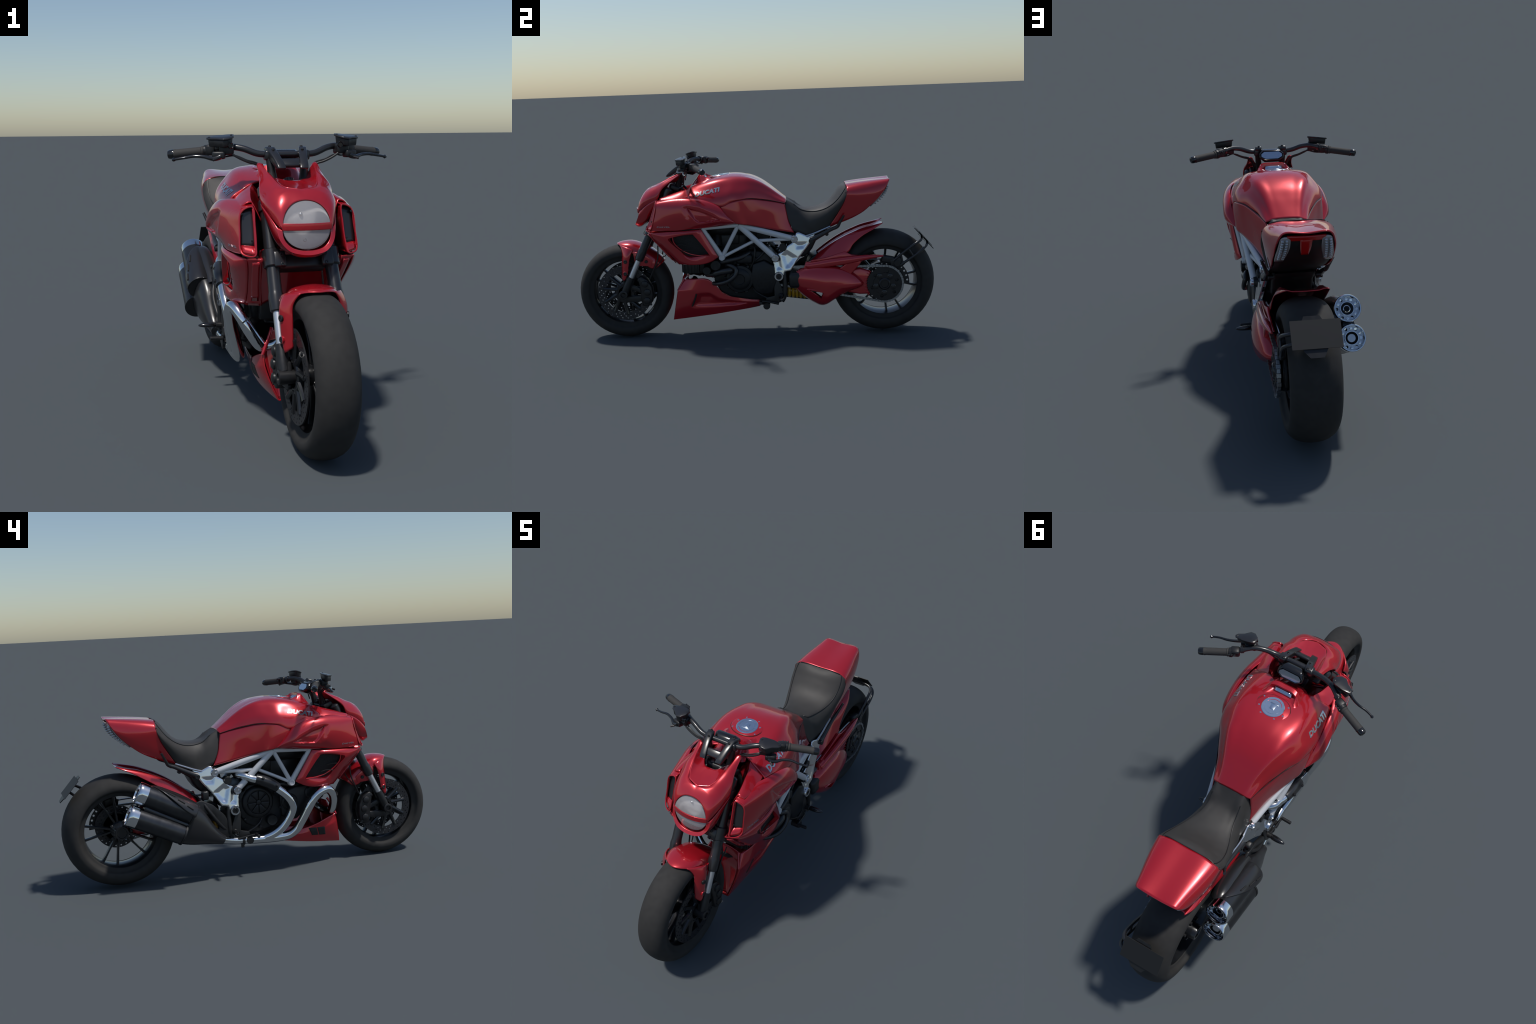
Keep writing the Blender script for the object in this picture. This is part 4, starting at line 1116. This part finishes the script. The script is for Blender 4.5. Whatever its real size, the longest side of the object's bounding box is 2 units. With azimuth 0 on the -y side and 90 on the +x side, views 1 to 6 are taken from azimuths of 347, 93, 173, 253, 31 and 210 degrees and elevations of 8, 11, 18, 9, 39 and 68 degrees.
RIGHT = [(-.432, .268, .103, -.440, .225, .100, -.468, .103, .056), (-.38, .252, .112, -.39, .21, .115, -.40, .113, .074), (-.32, .228, .116, -.31, .19, .115, -.31, .125, .09),
         (-.24, .205, .10, -.23, .18, .105, -.22, .137, .09), (-.15, .195, .09, -.14, .18, .09, -.13, .150, .08), (-.06, .19, .08, -.05, .18, .08, -.04, .160, .07), (.02, .19, .07, .03, .185, .07, .026, .170, .06)]
HOLL = [(-.36, .180), (-.318, .262), (-.245, .266), (-.20, .228), (-.02, .198), (-.10, .182)]
bl = patch("belly_pan", belly(1, LEFT), RED, m=8, thick=.004, sharp_c=(1, 3), out=(1, 0, 0), angle=45, edit=lambda S: dent(S, HOLL, .012, .018))
br = patch("belly_pan", belly(-1, RIGHT), RED, m=8, thick=.004, sharp_c=(1, 3), out=(-1, 0, 0), angle=45)
# dark slot on the left wall
tube("belly_slot", [(surface_x(bl, y, z, 1) - .002, y, z) for y, z in ((-.325, .262), (-.338, .225), (-.355, .187))], .0055, PLATE, 6, parent=bl)
# louvre window on the right wall
louv = [(-.272, .207), (-.362, .206), (-.370, .160), (-.290, .166)]
def rx(y, z): return surface_x(br, y, z, -1)
for a, b in ((0, .47), (.53, 1)):
    q = lambda t: [(louv[0][0] * (1 - t) + louv[1][0] * t, louv[0][1] * (1 - t) + louv[1][1] * t), (louv[3][0] * (1 - t) + louv[2][0] * t, louv[3][1] * (1 - t) + louv[2][1] * t)]
    (p0, p3), (p1, p2) = q(a), q(b)
    P0, P1, P2, P3 = map(np.array, (p0, p1, p2, p3))
    V = []
    for i in range(9):
        for j in range(7):
            q = (P0 * (1 - j / 6) + P1 * j / 6) * (1 - i / 8) + (P3 * (1 - j / 6) + P2 * j / 6) * i / 8
            V.append((rx(*q) - .0015, *q))
    o = make("belly_louvre", V, grid_faces(9, 7), PLATE, br); outward(o, (-1, 0, 0)); solid(o, .006)
# front scoop between the two walls, with lip and struts
sc2 = patch("belly_scoop", [[(.086, -.390, .342), (.03, -.380, .345), (-.03, -.380, .345), (-.065, -.395, .340)], [(.092, -.405, .30), (.03, -.385, .305), (-.03, -.385, .305), (-.085, -.410, .30)],
        [(.100, -.428, .268), (.03, -.400, .258), (-.03, -.400, .258), (-.10, -.430, .264)], [(.078, -.446, .18), (.03, -.415, .175), (-.03, -.415, .175), (-.078, -.446, .18)], [(.052, -.462, .108), (.03, -.455, .108), (-.03, -.455, .108), (-.052, -.462, .108)]], RED, m=5, thick=.004, out=(0, -1, 0), sharp_r=(1, 2))
box("belly_inlet", (0, -.382, .285), (.14, .02, .026), PLATE, sc2, bev=.003)
tube("belly_strut", [(-.104, -.433, .264), (-.095, -.428, .285), (-.075, -.415, .325), (-.064, -.40, .35)], .0065, RED, 10, parent=sc2)
tube("belly_strut", [(.103, -.430, .279), (.092, -.412, .31), (.080, -.392, .342)], .005, RED, 10, parent=sc2)

# ================================================================== SWINGARM AND REAR END
SPAR = [(.283, .414, .010), (.295, .408, .016), (.34, .412, .021), (.42, .424, .022), (.52, .436, .021), (.60, .446, .016), (.66, .451, .010), (.708, .4515, .004)]
rows = []
for y, z, h in SPAR:
    x = .136 + .012 * math.sin((y - .28) / .43 * math.pi)
    ring = []
    for k in range(10):
        a = 2 * math.pi * k / 10
        ring.append((x + .017 * min(1, h / .014) * math.copysign(abs(math.cos(a)) ** .8, math.cos(a)), y, z + h * math.copysign(abs(math.sin(a)) ** .8, math.sin(a))))
    rows.append(ring)
S = spline(np.array(rows), 5)
ext = np.concatenate([S, S[:, :1]], 1)
V = S.reshape(-1, 3)
F = grid_faces(S.shape[0], 10, False, True) + [tuple(range(10)), tuple((S.shape[0] - 1) * 10 + k for k in range(10))]
swing = make("swingarm", V, F, RED, None, 60)
# big pod below the spar
POD2 = [(.208, .340, .135), (.228, .372, .138), (.262, .392, .140), (.32, .405, .140), (.40, .406, .140), (.46, .400, .140), (.515, .378, .138), (.558, .350, .134), (.585, .324, .130), (.600, .30, .128), (.585, .278, .126),
        (.54, .262, .124), (.48, .236, .122), (.43, .204, .122), (.395, .184, .124), (.365, .181, .126), (.32, .204, .130), (.27, .240, .134), (.225, .288, .135)]
pod2 = pillow("swingarm_cover", POD2, .135, .187, RED, rings=10, parent=swing, power=.62, m=3, back=.105)
cut = side_plate("cutter", [(.294, .283), (.380, .262), (.366, .228)], .25, .2, RED, bev=0)
bo = pod2.modifiers.new("cut", "BOOLEAN"); bo.object = cut; bo.operation = "DIFFERENCE"; bo.solver = "EXACT"
evaluate(pod2)
bpy.data.objects.remove(cut)
for p in pod2.data.polygons: p.use_smooth = True
pod2.data.set_sharp_from_angle(angle=math.radians(40))
tube("cover_rim", [(.172, .292, .284), (.176, .338, .276), (.170, .381, .264), (.160, .374, .244), (.152, .366, .226), (.160, .330, .255)], .005, RED, 8, 3, parent=pod2, closed=True)
# links between spar and pod, and the hub carrier
side_plate("swingarm_link", [(.475, .430), (.60, .440), (.575, .405), (.545, .372), (.52, .345), (.47, .37), (.46, .385), (.505, .415)], .150, .03, RED, parent=swing, bev=.006)
side_plate("swingarm_link", [(.285, .43), (.35, .43), (.39, .40), (.33, .38), (.27, .38)], .145, .03, RED, parent=swing, bev=.006)
side_plate("swingarm_arm", [(.52, .375), (.58, .385), (.64, .365), (.66, .30), (.64, .235), (.58, .235), (.50, .25)], .118, .05, RED, parent=swing, bev=.01)
for k in range(9):
    a = math.radians(138 + 9.5 * k)
    box("carrier_rib", (.116, RW.y + .104 * math.cos(a), RW.z + .104 * math.sin(a)), (.014, .016, .0045), RED, swing, Matrix.Rotation(a, 3, "X"), bev=.001)
box("swingarm_arm", (.06, .30, .33), (.20, .22, .09), BLACK, swing, bev=.02)
lathe("hub_carrier", (.060, RW.y, RW.z), (1, 0, 0), [(0, .070), (.03, .084), (.045, .080), (.045, 0)], BLACK, 36, swing)
# sprocket and chain
teeth = []
for k in range(43):
    for f_, r in ((0, .0930), (.25, .0975), (.5, .0975), (.75, .0930)):
        a = 2 * math.pi * (k + f_) / 43
        teeth.append((r * math.cos(a), r * math.sin(a)))
spr = plate("sprocket", [teeth] + [circle((.070 * math.cos(a), .070 * math.sin(a)), .010, 10) for a in np.linspace(.3, .3 + 2 * math.pi, 6, endpoint=False)],
            lambda a, b, t: (.128 - t, RW.y + a, RW.z + b), .007, BLACK, rwheel)
lathe("sprocket_carrier", (.112, RW.y, RW.z), (1, 0, 0), [(0, .088), (.006, .086), (.008, .07)], BLACK, 40, rwheel)
lathe("sprocket_hub", (.122, RW.y, RW.z), (1, 0, 0), [(0, .062), (.010, .060), (.010, .050), (.010, .034), (.014, .032), (.017, .028), (.017, .022), (.012, .02), (.012, 0)], WHEELM, 32, rwheel)
for k in range(5):
    a = math.radians(72 * k + 52)
    lathe("sprocket_bolt", (.126, RW.y + .050 * math.cos(a), RW.z + .050 * math.sin(a)), (1, 0, 0), [(0, .017), (.006, .016), (.008, .012), (.008, .008), (.011, .008), (.012, .005), (.012, 0)], WHEELM, 16, rwheel)
path = []
for a in np.radians(np.linspace(97, -97, 34)):
    path.append((.1245, RW.y + .1005 * math.cos(a), RW.z + .1005 * math.sin(a)))
for a in np.radians(np.linspace(-97, -263, 14)):
    path.append((.1245, .085 + .045 * math.cos(a), .36 + .045 * math.sin(a)))
chain_pts = np.array(path + [path[0]])
seg = np.linalg.norm(np.diff(chain_pts, axis=0), axis=1); cum = np.concatenate([[0], np.cumsum(seg)])
nl = 100
V, F = [], []
for k in range(nl):
    s0, s1 = cum[-1] * k / nl, cum[-1] * (k + .93) / nl
    a_ = np.array([np.interp(s0, cum, chain_pts[:, i]) for i in range(3)]); b_ = np.array([np.interp(min(s1, cum[-1]), cum, chain_pts[:, i]) for i in range(3)])
    t_ = (b_ - a_) / np.linalg.norm(b_ - a_); n_ = np.cross(t_, (1, 0, 0))
    w = .0065 if k % 2 else .0085
    b0 = len(V)
    for q in (a_, b_):
        for dx, dn in ((-w, -.0055), (w, -.0055), (w, .0055), (-w, .0055)):
            V.append(q + np.array((dx, 0, 0)) + n_ * dn)
    F += [(b0, b0 + 1, b0 + 2, b0 + 3), (b0 + 4, b0 + 7, b0 + 6, b0 + 5)] + [(b0 + i, b0 + 4 + i, b0 + 4 + (i + 1) % 4, b0 + (i + 1) % 4) for i in range(4)]
make("drive_chain", V, F, CHAINM, rwheel, 30, kind="stuff")
# perforated guard behind the sprocket
arc = [(.138 * math.cos(a), .138 * math.sin(a)) for a in np.radians(np.linspace(-4, 100, 24))] + [(.108 * math.cos(a), .108 * math.sin(a)) for a in np.radians(np.linspace(100, -4, 24))]
hol = [circle((.127 * math.cos(a), .127 * math.sin(a)), .006, 8) for a in np.radians(np.linspace(6, 90, 8))]
guard = plate("chain_guard", [arc, *hol], lambda a, b, t: (.104 - t, RW.y + a, RW.z + b), .008, BLACK, swing)
box("brake_caliper", (.10, .735, .425), (.035, .07, .04), BLACK, swing, Matrix.Rotation(-.2, 3, "X"), bev=.008)
tube("brake_line", [(.11, .30, .425), (.105, .45, .43), (.10, .60, .43), (.10, .70, .425)], .004, STEEL, 8, parent=swing)

# ---- rear hugger: sections from the swingarm to the pointed end
HUG = [  # y_top, z_top, half width of top, left flange (x, y, z), right flange
    (0.318, 0.430, .070, (.112, .315, .420), (-0.106, .325, 0.401)),
    (0.375, 0.478, .076, (.118, .395, .430), (-0.110, .392, 0.435)),
    (0.440, 0.523, .082, (.122, .465, .452), (-0.111, .451, 0.469)),
    (0.500, 0.556, .085, (.120, .521, .476), (-0.110, .520, 0.513)),
    (0.556, 0.581, .085, (.116, .548, .518), (-0.108, .585, 0.555)),
    (0.600, 0.598, .083, (.113, .600, .562), (-0.106, .636, 0.586)),
    (0.655, 0.612, .080, (.104, .656, .592), (-0.100, .683, 0.609)),
    (0.710, 0.624, .074, (.076, .714, .622), (-0.084, .720, 0.625)),
]
rows = []
for y, z, w, lf, rf in HUG:
    l, r = np.array(lf), np.array(rf)
    lt, rt = np.array((w, y - .004, z)), np.array((-w, y + .002, z))
    e = min(1, (.716 - y) / .05 + .25)
    rows.append([l, (l + lt) / 2 + (.004, 0, .002), lt, (w - .008, y, z - .001), (w * .72, y, z - .013 * e), (0, y + .002, z - .015 * e), (-w * .72, y, z - .013 * e), (-w + .008, y, z - .001), rt, (r + rt) / 2 + (-.003, 0, .002), r])
hug = patch("mudguard", rows, RED, m=5, thick=.004, out=(0, 0, 1), sharp_c=(2, 3, 4, 6, 7, 8), angle=40)
side_plate("mudguard_stay", [(.50, .480), (.535, .462), (.60, .455), (.70, .4525), (.60, .440), (.42, .428), (.33, .415), (.31, .435), (.40, .450)], .132, .012, RED, parent=hug, bev=.003)
patch("fender", [[(.095, .290, .34), (0, .285, .34), (-.095, .290, .34)], [(.09, .300, .42), (0, .298, .42), (-.09, .300, .42)], [(.08, .345, .455), (0, .345, .46), (-.08, .345, .455)]], BLACK, m=4, thick=.01, out=(0, -1, .5))

# ---- shock with yellow spring
sh0, sh1 = Vector((.055, .145, .262)), Vector((.055, .34, .236))
shock = tube("shock_absorber", [sh0, sh1], .018, STEEL, 14, smooth=False)
d = (sh1 - sh0).normalized(); _, u_, w_ = basis(d)
pts = []
for k in range(6 * 10 + 1):
    a = 2 * math.pi * k / 10
    pts.append(sh0.lerp(sh1, .12 + .66 * k / 60) + (u_ * math.cos(a) + w_ * math.sin(a)) * .032)
tube("spring", pts, .0095, YELLOW, 8, 2, parent=shock)
lathe("spring_seat", sh0.lerp(sh1, .05), d, [(0, .03), (.0, .04), (.008, .04), (.008, .03)], BLACK, 22, shock)
rod("shock_link", (.05, .10, .232), (.08, .36, .205), .008, BLACK, 10, shock)
rod("link_rod", (-.07, .16, .36), (-.09, .10, .24), .012, BLACK, 10)
# ---- number plate on a curved tubular bracket from the axle
PL = [(.093, .902, .578), (-.092, .910, .570), (-.093, .977, .497), (.095, .977, .489)]
pl_o, pl_v, pl_n = Vector((0, .9415, .5345)), Vector((0, -.66, .751)), Vector((0, .751, .66))
def on_plate(a, b, t): return pl_o + Vector((a, 0, 0)) + pl_v * b - pl_n * t
np_ = plate("number_plate", [[(-.0935, -.055), (.0935, -.055), (.0935, .055), (-.0935, .055)]], on_plate, .0025, PLATE, None)
plate("plate_backing", [[(-.020, -.088), (.030, -.088), (.052, -.060), (.056, -.03), (.056, .035), (.040, .072), (-.020, .072), (-.040, .035), (-.040, -.05)]], lambda a, b, t: on_plate(a, b, t + .005), .004, BLACK, np_)
bk = tube("plate_bracket", [(.112, .765, .418), (.116, .80, .448), (.121, .85, .488), (.119, .893, .516), (.104, .914, .527), (.070, .922, .535), (.03, .925, .540), (-.02, .922, .542)], .0075, SATIN, 12, 5)
tube("plate_bracket", [(.114, .800, .392), (.118, .85, .425), (.123, .90, .461), (.119, .930, .486), (.102, .946, .499), (.070, .952, .506), (.03, .952, .510), (-.02, .95, .512)], .0075, SATIN, 12, 5, parent=bk)
for t0, t1 in (((.117, .805, .452), (.115, .815, .402)), ((.120, .845, .486), (.120, .872, .444))):
    tube("plate_bracket", [t0, t1], .006, SATIN, 10, smooth=False, parent=bk)
rod("bracket_mount", (.095, .785, .405), (.125, .785, .405), .018, BLACK, 16, bk)
side_plate("bracket_mount", [(.745, .425), (.80, .44), (.83, .40), (.80, .375), (.75, .38)], .118, .02, BLACK, parent=bk, bev=.004)

# ================================================================== EXHAUST
PIPE = .0205
tube("exhaust_header", [(-.030, -.345, .315), (-.065, -.385, .287), (-.102, -.406, .290), (-.140, -.408, .340), (-.167, -.392, .390), (-.186, -.356, .422), (-.193, -.315, .413), (-.187, -.278, .376), (-.179, -.258, .340), (-.168, -.240, .302),
      (-.155, -.218, .258), (-.142, -.195, .218), (-.131, -.155, .190), (-.127, -.09, .183), (-.127, -.01, .184), (-.128, .08, .188), (-.132, .16, .197), (-.140, .22, .212)],
     [.020, .022, .0225, .0225, .0225, .0225, .0225, .0225, .0225, .0225, .0225, .0225, .0225, .0235, .0225, .0205, .0205, .022], CHROME, 20, 5)
hdr = tube("exhaust_header", [(-.110, .115, .530), (-.150, .085, .528), (-.160, .050, .513), (-.170, .010, .502), (-.174, -.045, .477), (-.176, -.098, .440), (-.175, -.143, .397), (-.169, -.168, .345), (-.162, -.150, .290), (-.150, -.118, .244), (-.140, -.075, .210), (-.130, -.02, .190)],
     [.018, .019, .0205, .0215, .0225, .0225, .0225, .0225, .0225, .0225, .022, .020], CHROME, 20, 5)
# heat shield on the rear header
S_ = [(-.168, .025, .510), (-.174, -.010, .498), (-.177, -.050, .478), (-.178, -.085, .454)]
tube("heat_shield", S_, [.0255, .028, .0285, .026], SATIN, 20, 5, parent=hdr)
for (y, z) in ((-.004, .514), (-.075, .470)):
    lathe("shield_bolt", (-.201, y, z), (-1, 0, .3), [(0, .008), (.006, .007), (.008, .004), (.008, 0)], BLACK, 10, hdr)
# clamps
def band(c, d, r, w, mat, name="pipe_clamp"):
    return lathe(name, Vector(c) - Vector(d).normalized() * w / 2, d, [(0, r * .98), (0, r + .003), (w, r + .003), (w, r * .98)], mat, 22)
band((-.129, .098, .190), (0, 1, .05), .0225, .012, BLACK)
box("pipe_clamp", (-.140, .104, .166), (.014, .016, .022), BLACK, bev=.003)
band((-.154, -.402, .382), (-.5, .35, .8), .0215, .005, BLACK)
# two stacked mufflers
ax1, ax2 = Vector((.03, .885, .465)).normalized(), Vector((.03, .905, .425)).normalized()
E1, E2 = Vector((-.178, .636, .506)), Vector((-.186, .690, .400))
for E_, A_, L_ in ((E1, ax1, .30), (E2, ax2, .295)):
    can = lathe("muffler", E_ - A_ * L_, A_, [(0, .044), (.004, .0525), (.02, .0545), (L_ - .046, .0545), (L_ - .044, .052)], CANM, 40)
    lathe("muffler_end", E_ - A_ * .047, A_, [(0, .0535), (.001, .0558), (.030, .0565), (.043, .0560), (.047, .0535), (.047, .0500), (.041, .0485), (.010, .0475), (.006, .030)], CHROME, 40, can, caps=False)
    d_, u_, w_ = basis(A_)
    base = E_ - A_ * .032
    holes = [circle((.0395 * math.cos(a), .0395 * math.sin(a)), .0065, 8) for a in np.radians(np.arange(0, 360, 60))]
    lathe("muffler_back", E_ - A_ * .044, A_, [(0, 0), (0, .050)], BLACK, 24, can)
    plate("muffler_face", [circle((0, 0), .048, 36), circle((0, 0), .029, 28), *holes], lambda a, b, t: base + u_ * a + w_ * b + d_ * (.004 - t), .004, STEEL, can)
    for k in range(6):
        a = math.radians(60 * k + 30)
        lathe("face_rib", base + (u_ * math.cos(a) + w_ * math.sin(a)) * .0395, d_, [(0, .007), (.010, .006), (.012, 0)], CHROME, 8, can)
    lathe("muffler_outlet", E_ - A_ * .06, A_, [(0, .0295), (.040, .0295), (.046, .0285), (.046, .0255), (.010, .0250), (.010, 0)], CHROME, 28, can)
    if E_ is E1:
        lathe("muffler_core", E_ - A_ * .055, A_, [(0, .0150), (.030, .0150), (.031, .0120), (.004, .0118), (.004, 0)], CHROME, 22, can)
    else:
        lathe("muffler_core", E_ - A_ * .055, A_, [(0, .0175), (.034, .0175), (.036, .016), (.036, 0)], STEEL, 22, can)
    lathe("muffler_band", E_ - A_ * (L_ + .004), A_, [(0, .053), (.001, .0562), (.010, .0562), (.011, .053)], BLACK, 36, can)
# filler between the two cans
tube("muffler_web", [E1.lerp(E2, .5) - ax1 * .30 + Vector((-.004, 0, 0)), E1.lerp(E2, .5) - ax1 * .06 + Vector((-.004, 0, 0))], .024, CANM, 16, smooth=False)
# collector cone in front of the mufflers
col = []
for t, c, ry, rz in ((0, (-.168, .400, .322), .052, .108), (.3, (-.160, .345, .290), .050, .092), (.6, (-.154, .285, .252), .042, .058), (.85, (-.150, .235, .222), .030, .033), (1, (-.150, .205, .209), .023, .024)):
    dirn = Vector((0, .89, .455)); up = Vector((0, -.455, .89))
    col.append([tuple(Vector(c) + Vector((1, 0, 0)) * ry * math.copysign(abs(math.cos(a)) ** .85, math.cos(a)) + up * rz * math.sin(a)) for a in np.linspace(0, 2 * math.pi, 20, endpoint=False)])
S = spline(np.array(col), 5)
V = S.reshape(-1, 3); F = grid_faces(S.shape[0], 20, False, True) + [tuple(range(20)), tuple((S.shape[0] - 1) * 20 + k for k in range(20))]
colm = make("exhaust_collector", V, F, SATIN, None, 60)
# outer leaf-shaped shield with slots on the upper can
def can_pt(t, phi, lift):
    """t metres forward of the end along the upper can, phi round it (0 = outwards, 90 = up)"""
    o_ = E1 - ax1 * t
    side = Vector((-1, 0, 0)); up = ax1.cross(side).normalized()
    if up.z < 0: up = -up
    a = math.radians(phi)
    return o_ + (side * math.cos(a) + up * math.sin(a)) * (.0555 + lift)
LEAF = []
for t, p0, p1, lf in ((.062, 96, 112, .002), (.10, 66, 118, .006), (.15, 42, 122, .008), (.20, 24, 124, .008), (.25, 8, 124, .008), (.29, 0, 124, .006), (.306, -2, 122, .003)):
    LEAF.append([can_pt(t, p0 + (p1 - p0) * k / 5, lf) for k in range(6)])
leaf = patch("muffler_shield", LEAF, SATIN, m=4, thick=.004, out=(-.5, 0, .8), angle=50, parent=colm)
for t0, t1, ph in ((.135, .175, 62), (.190, .230, 46), (.244, .280, 34)):
    tube("shield_slot", [can_pt(t0, ph, .009), can_pt((t0 + t1) / 2, ph - 3, .009), can_pt(t1, ph - 6, .009)], .0035, PLATE, 6, parent=leaf)
tube("shield_slot", [(-.205, .36, .30), (-.200, .33, .285), (-.195, .30, .265)], .004, PLATE, 6, parent=colm)
tube("muffler_bracket", [(-.12, .31, .43), (-.15, .27, .36), (-.14, .20, .27), (-.12, .14, .235)], .010, BLACK, 10, parent=colm)
tube("muffler_body", [(-.140, .33, .375), (-.138, .40, .410), (-.140, .48, .450), (-.148, .555, .488), (-.155, .59, .500)], [.030, .042, .046, .040, .020], SATIN, 18, 5, parent=colm)
side_plate("muffler_hanger", [(.37, .405), (.31, .425), (.25, .395), (.19, .335), (.160, .262), (.165, .225), (.205, .205), (.245, .235), (.30, .30)], -.130, .016, BLACK, holes=[[(.255, .345), (.285, .35), (.255, .29), (.225, .265), (.225, .30)]], parent=colm, bev=.004)
box("brake_reservoir", (-.125, .285, .445), (.04, .034, .045), BLACK, bev=.008)
tube("frame_bracket", [(-.13, .165, .375), (-.138, .17, .31), (-.14, .165, .245), (-.14, .15, .215)], .013, BLACK, 10)
tube("frame_bracket", [(.13, .165, .375), (.138, .17, .31), (.14, .165, .245), (.14, .15, .215)], .013, BLACK, 10)

# ================================================================== FOOT PEGS AND CONTROLS
for s in (1, -1):
    X_ = lambda v: (s * v[0], v[1], v[2])
    side_plate("peg_bracket", [(.105, .345), (.135, .33), (.165, .25), (.16, .215), (.12, .20), (.06, .215), (.065, .235), (.11, .245)], .142 if s > 0 else -.128, .014, BLACK, bev=.003)
    rod("peg_joint", X_((.125, .145, .246)), X_((.165, .145, .248)), .013, BLACK, 14)
    foot = []
    for t, w, h in ((0, .008, .007), (.12, .013, .010), (.5, .014, .0105), (.8, .010, .008), (1, .0035, .003)):
        c = Vector(X_((.160, .145, .249))).lerp(Vector(X_((.236, .149, .249))), t)
        foot.append([tuple(c + Vector((0, w * math.cos(a), h * math.sin(a)))) for a in np.linspace(0, 2 * math.pi, 12, endpoint=False)])
    S = spline(np.array(foot), 4)
    make("foot_peg", S.reshape(-1, 3), grid_faces(S.shape[0], 12, False, True) + [tuple(range(12)), tuple((S.shape[0] - 1) * 12 + k for k in range(12))], GLOSS, None, 60)
    tube("foot_lever", [X_((.140, .130, .200)), X_((.148, .10, .208)), X_((.154, .06, .216)), X_((.158, .034, .219))], [.008, .006, .0055, .006], BLACK, 10)
    rod("lever_toe", X_((.155, .033, .219)), X_((.208, .035, .219)), .0085, BLACK, 12)
    rod("lever_pivot", X_((.110, .065, .190)), X_((.155, .065, .190)), .019, BLACK, 18)
    tube("shift_rod", [X_((.13, .12, .212)), X_((.135, .02, .26)), X_((.12, -.01, .29))], .0045, BLACK, 8)
for k in range(4):
    rod("shifter_fitting", (.09, .07 + .02 * k, .205 + .012 * (k % 2)), (.145, .07 + .02 * k, .205 + .012 * (k % 2)), .008, CAST, 10)

# ================================================================== keep the hierarchy at thing > part > sub-part
for o in list(bpy.data.objects):
    while o.parent and o.parent.parent and o.parent.parent.parent:
        o.parent = o.parent.parent
bpy.context.view_layer.update()
